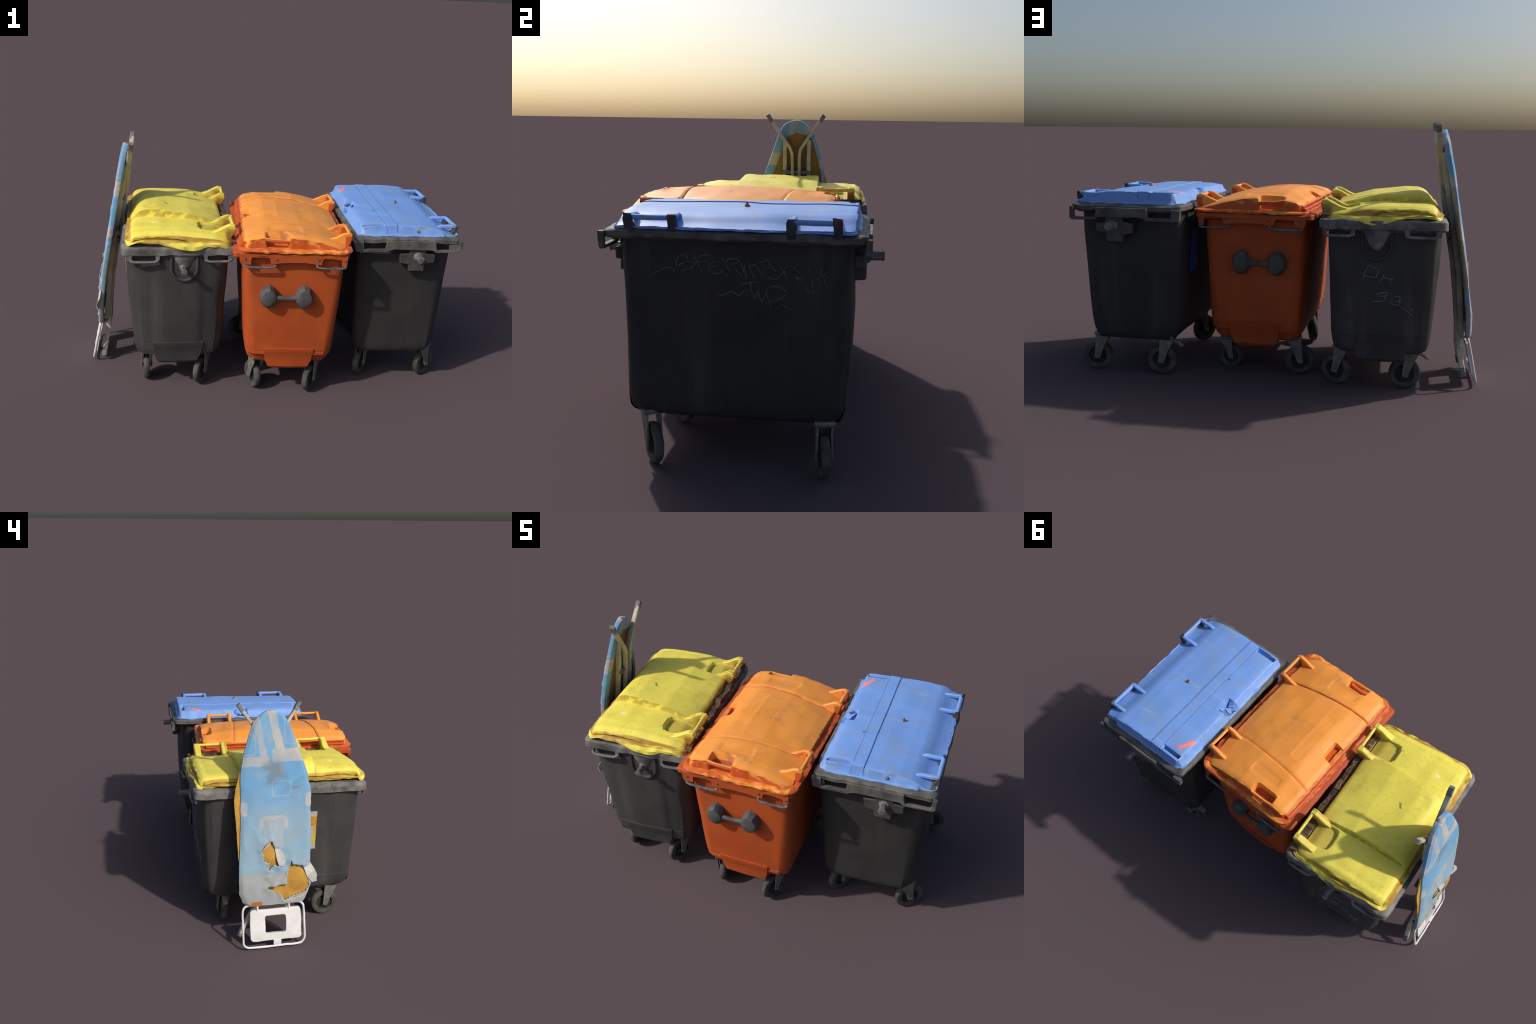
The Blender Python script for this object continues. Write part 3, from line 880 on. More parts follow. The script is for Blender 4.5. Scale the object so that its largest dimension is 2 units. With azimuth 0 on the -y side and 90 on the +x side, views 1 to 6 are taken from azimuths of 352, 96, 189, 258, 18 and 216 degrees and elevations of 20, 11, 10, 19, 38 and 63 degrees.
# ---------------------------------------------------------------- orange container
def orange_bin():
    b = Bin("orange_waste_container", (0.073, -0.07), -4.4, "orange wheeled waste container with arched lid and grips", 0.004, 0.826,
            {1: [(0.2, 0.004), (0.8, 0.006)], 2: [(0, 0.006)], 3: [(0.2, 0.010), (0.5, 0.006), (0.8, 0.0)], 4: [(0.2, 0.010), (0.8, 0.010)]})
    b.skew_u = 0.017
    build_tub(b, M_OTB, 5.0, 0.160, (0.266,), 0.245, 0.0)
    build_rim(b, M_OTB, 6.0, 0.836, 0.03, -0.297, 0.288, -0.462, 0.455)
    end = [(-0.238, 0.880), (-0.22, 0.892), (-0.14, 0.908), (-0.05, 0.911), (0.05, 0.905), (0.14, 0.889), (0.22, 0.869), (0.27, 0.851)]
    sf, sb = -0.245, 0.225

    def h(u, v):
        o = interp(u, end) + 0.026 * (1 - (abs(v) / 0.43) ** 1.8) * (0.35 + 0.65 * smooth(-0.24, -0.1, u)) * (1.0 - 0.15 * smooth(0.1, 0.25, u))
        o -= 0.006 * smooth(0.405, 0.43, abs(v))
        if sf < v < sb:
            o -= 0.004
            d = abs(rbox(u, v, -0.125, -0.055, -0.16, 0.16, 0.012))
            o += 0.003 * smooth(0.006, 0.0, d)
            o += 0.004 * noise.noise(Vector((u * 6, v * 6, 9.3)))
            d = rbox(u, v, -0.232 - 0.05, -0.186, -0.058, 0.05, 0.02)
            o = lerp(o, 0.864, smooth(0.002, -0.004, d))
        else:
            d = min(rbox(u, v, -0.115, 0.05, -0.355, -0.30, 0.01), rbox(u, v, -0.115, 0.05, 0.285, 0.34, 0.01))
            o -= 0.003 * smooth(0.005, -0.002, d)
            for c0, c1, e, s in ((-0.136, -0.016, -0.375, -1), (-0.155, -0.030, 0.372, 1)):
                if (v - e) * s > -0.012:
                    d = rbox(u, v * s, c0, c1, abs(e), 0.6, 0.018)
                    o = lerp(o, 0.853, smooth(0.002, -0.004, d))
        for q in (sf, sb):
            o -= 0.004 * smooth(0.006, 0.001, abs(v - q))
        return o
    us = grid(-0.238, 0.27, 0.0085, (-0.232, -0.186, -0.136, -0.016, -0.155, -0.03, -0.115, 0.05, 0.262))
    vs = grid(-0.435, 0.425, 0.0095, (sf, sb, -0.376, 0.373, -0.058, 0.05, -0.427, 0.417))

    def warp(u, v):
        return math.exp(-((v + 0.245) / 0.08) ** 2) * (0.04 * (u / 0.25)) * 0.6 + math.exp(-((v - 0.225) / 0.08) ** 2) * (-0.02 * (u / 0.25))
    fl = lambda u, v: 0.008
    rings = [(0.0015, lambda u, v, z: z - 0.0015), (0.003, lambda u, v, z: lerp(z, 0.845, 0.35)), (0.005, lambda u, v, z: lerp(z, 0.845, 0.75)), (0.006, lambda u, v, z: 0.849), (0.020, lambda u, v, z: 0.849),
             (0.032, lambda u, v, z: 0.846), (0.035, lambda u, v, z: 0.842), (0.033, lambda u, v, z: 0.835), (0.0, lambda u, v, z: 0.834)]
    lid = lid_surface(b, M_ORA, us, vs, h, 0.028, rings, 7.0, warp, 0.0025)
    # ragged layered edge along the front
    for k, (z, w) in enumerate(((0.873, 0.010), (0.858, 0.022))):
        g = Geo()
        rr = []
        n = 46
        for i in range(n):
            v = lerp(-0.42, 0.41, i / (n - 1))
            j = 0.004 * noise.noise(Vector((v * 30, k * 7, 1)))
            x = -0.238 - w - j
            rr.append([(-0.225, v, z - 0.008), (x, v, z - 0.006 + j), (x - 0.002, v, z), (x + 0.004, v, z + 0.004), (-0.225, v, z + 0.004)])
        g.rings(rr)
        b.put("lid_edge_strip", g, M_ORA, angle=25, crumple=(0.004, 40, k + 8), parent=lid)
    # grips across the end pockets
    for s, c0, c1, v in ((-1, -0.136, -0.016, -0.43), (1, -0.155, -0.03, 0.42)):
        g = Geo()
        g.tube([(c0 - 0.004, v, 0.892), (lerp(c0, c1, 0.3), v + s * 0.003, 0.887), (lerp(c0, c1, 0.7), v + s * 0.003, 0.884), (c1 + 0.004, v, 0.882)], 0.0095, 8, 1.1)
        b.put("pocket_grip", g, M_ORA, parent=lid, crumple=(0.003, 40, s))
    g = Geo()
    for k in range(24):
        v = -0.43 + 0.85 * k / 24
        j = noise.noise(Vector((k * 1.9, 4, 5)))
        g.box(0.258 + 0.004 * j, 0.288 + 0.008 * j, v, v + 0.0351, 0.80, 0.850 + 0.010 * noise.noise(Vector((k * 1.4, 3, 1))), 0.004)
    b.put("hinge_rail", g, M_OTB, crumple=(0.006, 20, 3))
    arm = [(0.19, 0.880), (0.225, 0.893), (0.26, 0.912), (0.286, 0.917), (0.304, 0.910), (0.308, 0.893), (0.30, 0.865), (0.285, 0.838), (0.262, 0.83), (0.24, 0.846)]
    for v in (-0.214, -0.362, 0.226, 0.364):
        hinge_arm(b, M_ORA, arm, v, 0.019, parent=lid)
    for v0, v1 in ((-0.364, -0.212), (0.224, 0.366)):
        hinge_bar(b, M_ORA, 0.295, 0.905, v0, v1, 0.0085, parent=lid)
    for s in (-1, 1):
        vv = 0.462 if s < 0 else 0.456
        o = 0.0 if s < 0 else 0.005
        zt = 0.828
        poly = [(-0.262, zt), (-0.262, 0.79), (-0.252, 0.772), (-0.206, 0.772), (-0.205, 0.80), (-0.196, 0.816), (-0.125, 0.816), (-0.112, 0.80), (-0.106, 0.776), (-0.06, 0.782), (-0.02, 0.785), (0.06, 0.785), (0.11, 0.780), (0.145, 0.776), (0.15, 0.80),
                (0.165, 0.816), (0.232, 0.812), (0.246, 0.797), (0.25, 0.770), (0.268, 0.770), (0.274, 0.79), (0.274, zt)]
        poly = [(u + o - (0.012 if s > 0 else 0), z) for u, z in poly]
        apron(b, M_OTB, poly, s, vv, 0.02, 9 + s)
        off = o - (0.012 if s > 0 else 0)
        for u0, u1 in ((-0.244, -0.083), (0.122, 0.268)):
            end_bar(b, M_BAR, s, u0 + off, u1 + off, 0.782, 0.762, vv - 0.006, 0.0075, 0.002, dv=0.009 if s < 0 else 0.016)
        for u in (-0.235, -0.08, 0.13, 0.262):   # rivets
            g = Geo()
            g.rings([[(u + off + r * math.cos(a), s * (vv + d), 0.802 + r * math.sin(a)) for a in [2 * math.pi * k / 10 for k in range(10)]] for d, r in ((-0.004, 0.006), (0.002, 0.0055), (0.0035, 0.003))])
            b.put("rivet", g, M_KNOB)
        # dumbbell-shaped grip
        uc = -0.018 if s < 0 else -0.036
        fv = lambda z: abs(tub_side(z, 4 if s > 0 else 3, b))
        g = Geo()
        for q in (-1, 1):
            c = uc + q * 0.088
            outl = []
            for k in range(10):
                a = 2 * math.pi * k / 10 + 0.3
                outl.append((c + 0.046 * math.cos(a) * (1.05 if math.cos(a) * q > 0 else 0.92), 0.592 + 0.060 * math.sin(a)))
            rings = []
            for d, k in ((-0.01, 1.0), (0.022, 1.0), (0.036, 0.93), (0.046, 0.78), (0.050, 0.5)):
                rings.append([(c + (p - c) * k, s * (fv(z) + d), 0.592 + (z - 0.592) * k) for p, z in outl])
            g.rings(rings)
        zz = 0.590
        g.tube([(uc + t, s * (fv(zz) + 0.026 + 0.004 * math.cos(t * 30)), zz + 0.001) for t in (-0.085, -0.05, -0.03, 0, 0.03, 0.05, 0.085)], [0.016, 0.015, 0.012, 0.011, 0.012, 0.015, 0.016], 10)
        b.put("dumbbell_grip", g, M_KNOB, angle=30, crumple=(0.004, 22, s + 3))
    for x, y, hd, pd in ((-0.112, -0.356, -70, 0), (0.192, -0.414, 55, 0), (-0.118, 0.233, 12, 0), (0.252, 0.188, 10, 0)):
        caster(b, x, y, hd, pd, 0.82 if y > 0.1 and x > 0.2 else 1.0)
    return b


# ---------------------------------------------------------------- blue-lidded container
def blue_bin():
    b = Bin("blue_lidded_waste_container", (0.684, 0.033), -2.7, "grey wheeled waste container with flat blue lid", 0.0, 0.855,
            {1: [(0.2, -0.010), (0.85, -0.004)], 2: [(0.2, 0.013), (0.45, 0.009), (0.85, 0.0)], 3: [(0.2, 0.012), (0.85, 0.012)], 4: [(0.2, 0.018), (0.6, 0.022), (0.85, 0.010)]})
    b.inset = [(0.2, 0.0), (0.35, 0.014), (0.85, 0.036)]
    b.skew_v = -0.018
    build_tub(b, M_GRD, 11.0, 0)
    build_rim(b, M_RIMD, 12.0, 0.874, 0.031, -0.282, 0.282, -0.452, 0.448)
    prof = [(-0.235, 0.922), (-0.225, 0.927), (-0.19, 0.930), (0.0, 0.934), (0.11, 0.930), (0.165, 0.923), (0.19, 0.914), (0.225, 0.896), (0.255, 0.886), (0.272, 0.882)]

    def h(u, v):
        o = interp(u, prof) - 0.003 + 0.014 * v + 0.004 * noise.noise(Vector((u * 7, v * 5, 2.2)))
        if -0.108 < u < -0.053:
            o += 0.0035
        elif u < -0.108:
            o -= 0.001
        o -= 0.002 * smooth(0.39, 0.41, abs(v))
        for c0, c1, e, s in ((-0.232, -0.114, -0.376, -1), (-0.225, -0.117, 0.372, 1)):
            if (v - e) * s > -0.012:
                d = rbox(u, v * s, c0, c1, abs(e), 0.40, 0.008)
                o = lerp(o, 0.887, smooth(0.002, -0.004, d))
        # torn latch pocket with the sheet dented round it
        d = rbox(u, v, -0.30, -0.192, -0.048, 0.042, 0.012)
        o = lerp(o, 0.889, smooth(0.002, -0.005, d))
        o -= 0.006 * smooth(0.07, 0.0, max(d, 0)) * (0.5 + 0.5 * smooth(0.05, -0.1, v))
        return o
    us = grid(-0.235, 0.272, 0.0085, (-0.230, -0.108, -0.053, -0.115, -0.192))
    vs = grid(-0.41, 0.405, 0.0095, (-0.376, 0.372, -0.048, 0.042, -0.401, 0.397))

    def out(k):
        return lambda u, v: k * (1.0 if u < 0.2 else 0.3) * (1.6 if u < -0.23 else 1.0)
    rings = [(0.0015, lambda u, v, z: z - 0.0015), (out(0.006), lambda u, v, z: lerp(z, 0.876, 0.5)), (out(0.012), lambda u, v, z: 0.882), (out(0.018), lambda u, v, z: 0.878), (out(0.018), lambda u, v, z: 0.874), (-0.01, lambda u, v, z: 0.872)]
    lid = lid_surface(b, M_BLU, us, vs, h, 0.018, rings, 13.0, None, 0.0019)
    for s, c0, c1, v in ((-1, -0.232, -0.114, -0.408), (1, -0.225, -0.117, 0.402)):
        g = Geo()
        zz = 0.919 + 0.014 * v
        g.prism([(v - s * 0.012, zz - 0.004), (v + s * 0.004, zz - 0.007), (v + s * 0.004, zz + 0.002), (v - s * 0.010, zz + 0.004)], lambda a, q, t: (t, a, q), c0 - 0.003, c1 + 0.003, 0.002)
        b.put("pocket_grip", g, M_BLU, parent=lid, crumple=(0.006, 40, s + 2))
    g = Geo()
    for k, (u, v, a, w, z) in enumerate(((-0.222, -0.036, 0.5, 0.03, 0.902), (-0.236, 0.0, -0.7, 0.034, 0.896), (-0.215, 0.026, 1.2, 0.026, 0.900), (-0.25, -0.02, 0.2, 0.03, 0.888), (-0.228, 0.036, -0.3, 0.03, 0.907))):   # crumpled scraps
        c_, s_ = math.cos(a), math.sin(a)
        g.prism([(-w / 2, -0.010), (w / 2, -0.013), (w * 0.4, 0.012), (-w * 0.45, 0.009)], lambda p, q, t: (u + p * c_ - q * s_ + t * 0.6, v + p * s_ + q * c_, z + t + 0.5 * q * (1 if k % 2 else -1)), -0.004, 0.004, 0.001)
    b.put("latch", g, M_BLU, parent=lid, angle=25, crumple=(0.012, 35, 4))
    arm = [(0.16, 0.907), (0.195, 0.921), (0.24, 0.920), (0.262, 0.924), (0.279, 0.919), (0.281, 0.906), (0.27, 0.904), (0.24, 0.902), (0.205, 0.902), (0.18, 0.898)]
    for v in (-0.358, -0.207, 0.198, 0.348):
        hinge_arm(b, M_BLU, arm, v, 0.019, parent=lid)
        g = Geo()
        jit = lambda: random.uniform(-0.006, 0.006)
        w = random.uniform(0.011, 0.017)
        g.prism([(p + jit() * 0.5, q + jit()) for p, q in ((0.255, 0.845), (0.284, 0.842), (0.290, 0.87), (0.291, 0.914), (0.285, 0.926), (0.274, 0.920), (0.264, 0.895), (0.252, 0.875))], lambda a, q, t: (a, t + (q - 0.88) * random.uniform(-0.15, 0.15), q), v - w, v + w, 0.003)
        b.put("hinge_post", g, M_HUBG, angle=28, crumple=(0.008, 38, v * 13), loc=(-0.006, 0, 0))
    for v0, v1 in ((-0.36, -0.205), (0.196, 0.35)):
        hinge_bar(b, M_BLU, 0.272, 0.912, v0, v1, 0.0105, parent=lid)
    # screws
    g = Geo()
    g.rings([[(0.04 + r * math.cos(a), 0.009 + r * math.sin(a), 0.930 + z) for a in [2 * math.pi * k / 7 for k in range(7)]] for z, r in ((0, 0.011), (0.006, 0.010), (0.008, 0.006), (0.017, 0.0055), (0.019, 0.003))])
    b.put("screw", g, M_SCREW, crumple=(0.004, 80, 1))
    g = Geo()
    g.rings([[(0.055 + r * math.cos(a), -0.411 - d, 0.899 + r * math.sin(a)) for a in [2 * math.pi * k / 8 for k in range(8)]] for d, r in ((0, 0.010), (0.008, 0.008), (0.011, 0.004))])
    b.put("screw", g, M_PIN)
    for s in (-1, 1):
        o = 0.0 if s < 0 else -0.004
        poly = [(-0.106, 0.859), (0.15, 0.859), (0.152, 0.835), (0.16, 0.812), (0.262, 0.810), (0.275, 0.815), (0.278, 0.862), (0.295, 0.862), (0.296, 0.81), (0.285, 0.798), (0.155, 0.798), (0.135, 0.812), (-0.07, 0.814),
                (-0.095, 0.806), (-0.10, 0.800), (-0.235, 0.797), (-0.272, 0.802), (-0.276, 0.85), (-0.232, 0.855), (-0.228, 0.815), (-0.112, 0.815)]
        poly = [(u + o - 0.006 - (0.007 if s > 0 and u > 0.25 else 0.0), z) for u, z in poly]
        apron(b, M_RIMD, poly, s, 0.462, 0.02, 20 + s, "end_bracket", crumple=0.004)
        g = Geo()
        for k in range(3):
            u = -0.10 + 0.09 * k
            g.prism([(0.38, 0.86), (0.45, 0.86), (0.45, 0.815), (0.42, 0.80), (0.38, 0.80)], lambda a, q, t: (t, s * a, q), u, u + 0.012, 0.002)
        g.box(-0.105, 0.14, min(s * 0.40, s * 0.447), max(s * 0.40, s * 0.447), 0.845, 0.853)
        b.put("bracket_ribs", g, M_RIMD, crumple=(0.002, 20, s))
        # cross-shaped lifting plate
        uc = 0.058
        pl = [(-0.045, 0.82), (0.045, 0.82), (0.045, 0.79), (0.092, 0.784), (0.094, 0.742), (0.045, 0.73), (0.04, 0.69), (-0.038, 0.69), (-0.045, 0.725), (-0.088, 0.735), (-0.094, 0.785), (-0.045, 0.79)]
        g = Geo()
        g.prism([(uc + p, q) for p, q in pl], lambda a, q, t: (a, s * t, q), 0.40, 0.445 if s > 0 else 0.452, 0.006)
        lug = b.put("lifting_plate", g, M_GRY if s < 0 else M_KNOB, angle=28, crumple=(0.004, 25, s + 9))
        trunnion(b, s, 0.06, 0.772, 0.446, 0.017, 0.060 if s > 0 else 0.056).parent = lug
    for x, y, hd, pd in ((0.518, -0.250, 52, 0), (0.887, -0.274, -148, 0), (0.572, 0.362, 180, 1), (0.923, 0.345, 188, 0)):
        caster(b, x, y, hd, pd)
    g = Geo()
    g.rings([[(tub_side(z, 1, b) - d, v, z) for v, z in ((0.095, 0.505), (0.095, 0.61), (0.095, 0.715), (0.19, 0.72), (0.19, 0.61), (0.19, 0.51))] for d in (0.0, 0.0035)])
    b.put("blue_label", g, M_BLABEL, angle=30)
    # scrawled marker lettering on the hinge side
    G = [[(-0.29, 0.706), (-0.263, 0.723), (-0.25, 0.73), (-0.236, 0.737), (-0.223, 0.738), (-0.211, 0.738), (-0.205, 0.725)], [(-0.169, 0.792), (-0.163, 0.789), (-0.158, 0.769)],
         [(-0.171, 0.785), (-0.187, 0.778), (-0.194, 0.77), (-0.198, 0.745), (-0.176, 0.756), (-0.154, 0.761), (-0.134, 0.759), (-0.129, 0.757), (-0.139, 0.744), (-0.154, 0.736), (-0.179, 0.728)],
         [(-0.139, 0.787), (-0.125, 0.761), (-0.11, 0.73)], [(-0.119, 0.759), (-0.121, 0.77), (-0.112, 0.782), (-0.09, 0.787), (-0.066, 0.781), (-0.081, 0.771)], [(-0.119, 0.759), (-0.086, 0.768)],
         [(-0.087, 0.731), (-0.075, 0.743), (-0.064, 0.751), (-0.037, 0.755)],
         [(-0.029, 0.754), (-0.051, 0.764), (-0.073, 0.76), (-0.084, 0.743), (-0.077, 0.732), (-0.059, 0.723), (-0.044, 0.726), (-0.04, 0.735), (-0.044, 0.74), (-0.018, 0.719)],
         [(-0.04, 0.782), (-0.024, 0.757), (-0.006, 0.722)], [(-0.022, 0.758), (-0.022, 0.769), (-0.016, 0.776), (0.013, 0.777), (0.018, 0.767), (-0.011, 0.753)], [(-0.0, 0.75), (0.029, 0.721)],
         [(0.028, 0.764), (0.035, 0.74), (0.047, 0.712), (0.041, 0.74), (0.039, 0.753), (0.048, 0.767), (0.059, 0.745), (0.071, 0.716)], [(0.056, 0.753), (0.076, 0.76)],
         [(-0.055, 0.657), (-0.044, 0.65), (-0.028, 0.652), (-0.009, 0.662), (0.005, 0.659), (0.022, 0.652), (0.035, 0.667), (0.044, 0.673), (0.056, 0.665)],
         [(0.026, 0.688), (0.057, 0.699), (0.088, 0.701)], [(0.075, 0.763), (0.088, 0.742), (0.103, 0.716)], [(0.078, 0.769), (0.1, 0.77), (0.115, 0.776), (0.127, 0.761), (0.145, 0.741)],
         [(0.13, 0.749), (0.118, 0.752), (0.106, 0.747), (0.104, 0.734), (0.112, 0.721), (0.137, 0.714), (0.152, 0.718), (0.167, 0.734)], [(0.149, 0.77), (0.168, 0.744), (0.187, 0.714)],
         [(0.185, 0.716), (0.176, 0.737), (0.175, 0.748), (0.184, 0.757), (0.199, 0.762)],
         [(0.202, 0.762), (0.224, 0.739), (0.244, 0.716), (0.229, 0.72), (0.212, 0.724), (0.237, 0.702), (0.258, 0.68), (0.275, 0.67), (0.265, 0.722), (0.252, 0.756)],
         [(0.296, 0.763), (0.303, 0.732), (0.32, 0.69)], [(0.278, 0.747), (0.32, 0.73)], [(0.283, 0.716), (0.299, 0.732), (0.324, 0.748)],
         [(0.058, 0.699), (0.064, 0.671), (0.077, 0.645), (0.083, 0.665), (0.086, 0.683), (0.09, 0.656), (0.098, 0.633), (0.106, 0.652), (0.115, 0.663)],
         [(0.113, 0.663), (0.123, 0.636), (0.132, 0.606)], [(0.114, 0.662), (0.117, 0.676), (0.137, 0.688), (0.154, 0.688), (0.171, 0.681), (0.181, 0.671)],
         [(0.18, 0.661), (0.168, 0.65), (0.147, 0.642), (0.127, 0.634)], [(0.167, 0.63), (0.181, 0.619), (0.199, 0.61)],]
    g = Geo()
    for st in G:
        g.tube([(tub_side(z, 2, b) * 1.0 + 0.0006, v, z) for v, z in spline(st)], 0.0026, 6, 1.0, (1, 0, 0))
    b.put("scrawled_letters", g, M_INK, kind="stuff")
    return b


# ---------------------------------------------------------------- ironing board
def ironing_board():
    e = empty("ironing_board", (0, 0, 0), 0, "worn ironing board with torn blue patterned cover", "ironing board")
    face = [(0.0, -0.990), (0.25, -0.953), (0.37, -0.950), (0.57, -0.925), (0.77, -0.889), (1.03, -0.846), (1.24, -0.803)]
    right = [(0.24, -0.03), (0.26, -0.042), (0.31, -0.060), (0.345, -0.072), (0.476, -0.066), (0.585, -0.071), (0.70, -0.071), (0.805, -0.076), (0.85, -0.072), (0.919, -0.059), (0.982, -0.039), (1.036, -0.019), (1.112, 0.007), (1.16, 0.026), (1.188, 0.038), (1.21, 0.052), (1.228, 0.075), (1.238, 0.108)]
    left = [(0.24, 0.250), (0.257, 0.281), (0.31, 0.302), (0.45, 0.300), (0.60, 0.292), (0.722, 0.284), (0.895, 0.281), (0.948, 0.278), (1.034, 0.258), (1.111, 0.234), (1.174, 0.211), (1.203, 0.188), (1.225, 0.165), (1.238, 0.140)]

    def fx(z):
        return interp(z, face)

    def P(y, z, d):   # point at depth d behind the front face
        return (fx(z) + d * 0.985, y, z - d * 0.16)

    # holes torn in the cover, as outlines in (y, z)
    hole1 = [(0.186, 0.541), (0.161, 0.574), (0.135, 0.588), (0.119, 0.551), (0.092, 0.544), (0.098, 0.517), (0.078, 0.495), (0.098, 0.45), (0.121, 0.465), (0.154, 0.425), (0.157, 0.397), (0.147, 0.472), (0.179, 0.486), (0.176, 0.51)]
    hole2 = [(0.034, 0.476), (0.023, 0.455), (-0.026, 0.449), (-0.050, 0.383), (-0.064, 0.336), (-0.047, 0.305), (0.069, 0.262), (0.085, 0.296), (0.166, 0.337), (0.123, 0.346), (0.057, 0.351), (0.051, 0.42)]

    def inside(p, poly):
        c = False
        for i in range(len(poly)):
            (x0, y0), (x1, y1) = poly[i - 1], poly[i]
            if (y0 > p[1]) != (y1 > p[1]) and p[0] < (x1 - x0) * (p[1] - y0) / (y1 - y0) + x0:
                c = not c
        return c

    def wrinkle(y, z):
        w = 0.006 * noise.noise(Vector((y * 8, z * 5, 1.0))) + 0.004 * (1 - 2 * abs(noise.noise(Vector((y * 9 + z * 3, z * 6 - y * 4, 8.0))))) + 0.002 * noise.noise(Vector((y * 20, z * 9, 4.0)))
        w += 0.004 * noise.noise(Vector(((y + z * 0.5) * 22, (z - y) * 4, 2))) * smooth(0.55, 0.35, z)
        t = (y - 0.05) * 0.55 + (z - 0.86) * 0.84            # slanting crease below the small square
        w += 0.005 * math.exp(-(t / 0.012) ** 2) * smooth(0.12, 0.02, y) * smooth(-0.07, -0.02, y)
        for hole in (hole1, hole2):                            # torn edges lift
            dm = min(math.hypot(y - a, z - c) for a, c in hole)
            w += 0.006 * math.exp(-(dm / 0.02) ** 2)
        return w
    # cover: front sheet, rolled edge, narrow hem behind
    NZ, NT = 150, 64
    zs = [lerp(0.242, 1.238, i / NZ) for i in range(NZ + 1)]
    prof = []   # (t across 0..1, depth, extra outward)
    hem = [(0.0, 0.028, -0.045), (0.0, 0.027, -0.02), (0.0, 0.024, 0.0), (0.0, 0.012, 0.004), (0.0, 0.005, 0.003)]
    g = Geo()
    grid_v, fronts = [], []
    for i, z in enumerate(zs):
        yr = interp(z, right) + 0.003 * noise.noise(Vector((z * 14, 1, 1))) + 0.0015 * noise.noise(Vector((z * 45, 1, 1)))
        yl = interp(z, left) + 0.003 * noise.noise(Vector((z * 14, 9, 1))) + 0.0015 * noise.noise(Vector((z * 45, 9, 1)))
        half = (yl - yr) / 2
        hm = min(1.0, half / 0.08)
        row = []
        nose = smooth(1.150, 1.172, z)
        ins = [lerp(-o * hm, half * q, nose) if o < 0 else -o * hm for (_, d, o), q in zip(hem, (0.995, 0.4, 0, 0, 0))]
        for (_, d, o), t in zip(hem, ins):
            t = t if t < 0 or nose > 0.5 else t * 1.1
            row.append(Vector(P(yr + t, z, d + 0.002 * noise.noise(Vector((z * 40, t * 90, 1))))))
        for k in range(NT + 1):
            y = lerp(yr, yl, k / NT)
            ed = min(y - yr, yl - y)
            row.append(Vector(P(y, z, 0.004 * math.exp(-ed / 0.01) - wrinkle(y, z) * smooth(0.0, 0.015, ed))))
        for (_, d, o), t in reversed(list(zip(hem, ins))):
            t = t if t < 0 else t * lerp(0.35, 1.0, nose)
            row.append(Vector(P(yl - t, z, d + 0.002 * noise.noise(Vector((z * 40, t * 90, 2))))))
        grid_v.append(row)
    m = len(grid_v[0])
    g.v = [tuple(p) for r in grid_v for p in r]
    nf = len(hem)
    for i in range(NZ):
        for k in range(m - 1):
            if nf <= k < m - nf - 1:
                c = (grid_v[i][k] + grid_v[i + 1][k + 1]) / 2
                if inside((c.y, c.z), hole1) or inside((c.y, c.z), hole2):
                    continue
            g.f.append((i * m + k, i * m + k + 1, (i + 1) * m + k + 1, (i + 1) * m + k))
    g.f.append(tuple(NZ * m + k for k in range(m)))
    # lower edge turned in
    b0 = len(g.v)
    g.v += [tuple(p + Vector((0.02, 0, 0.006))) for p in grid_v[0]]
    for k in range(m - 1):
        g.f.append((b0 + k, b0 + k + 1, k + 1, k))
    cover = put("cover", g.v, g.f, M_COVER, e, 50)
    sd = cover.modifiers.new("thickness", "SOLIDIFY")
    sd.thickness, sd.offset = 0.0022, -1

    # foam underlay; slips out beyond the cover on the far side
    g = Geo()
    def out_of(y, z):
        return 0.022 * math.exp(-((y + 0.005) / 0.055) ** 2 - ((z - 0.37) / 0.06) ** 2) + 0.020 * math.exp(-((y - 0.13) / 0.03) ** 2 - ((z - 0.50) / 0.05) ** 2)
    rows = []
    lf = [(0.25, 0.285), (0.42, 0.29), (0.50, 0.305), (0.66, 0.311), (0.80, 0.318), (0.86, 0.308), (0.97, 0.277), (1.2, 0.17)]
    for i in range(81):
        z = lerp(0.262, 1.2, i / 80)
        yr, yl = interp(z, right) + 0.006, interp(z, lf) + 0.002 * noise.noise(Vector((z * 40, 0, 3)))
        rows.append([P(lerp(yr, yl, k / 24), z, 0.0115 - out_of(lerp(yr, yl, k / 24), z) + 0.002 * noise.noise(Vector((k, z * 14, 5)))) for k in range(25)] + [P(lerp(yl, yr, k / 24), z, 0.0195) for k in range(25)])
    g.rings(rows)
    put("foam_underlay", g.v, g.f, M_FOAM, e, 40)
    # metal panel and its edge tube
    g = Geo()
    rows = []
    for i in range(33):
        z = lerp(0.275, 1.2, i / 32)
        yr, yl = interp(z, right) + 0.012, interp(z, left) - 0.012
        rows.append([P(yr, z, 0.0205), P(yl, z, 0.0205), P(yl, z, 0.0235), P(yr, z, 0.0235)])
    g.rings(rows)
    put("mesh_panel", g.v, g.f, M_PANEL, e, 30)
    # torn flaps
    g = Geo()

    def flap(pts, th=0.0025):
        n = len(pts)
        vs = [Vector(P(y, z, d)) for y, z, d in pts]
        g.add(vs + [v + Vector((th, 0, 0)) for v in vs], [tuple(range(n))[::-1], tuple(range(n, 2 * n))] + [(i, (i + 1) % n, n + (i + 1) % n, n + i) for i in range(n)])
    flap([(-0.026, 0.452, -0.004), (-0.045, 0.468, -0.014), (-0.060, 0.474, -0.006), (-0.074, 0.45, 0.004)])
    flap([(-0.026, 0.452, -0.004), (-0.074, 0.45, 0.004), (-0.092, 0.418, 0.002), (-0.05, 0.383, -0.004)])
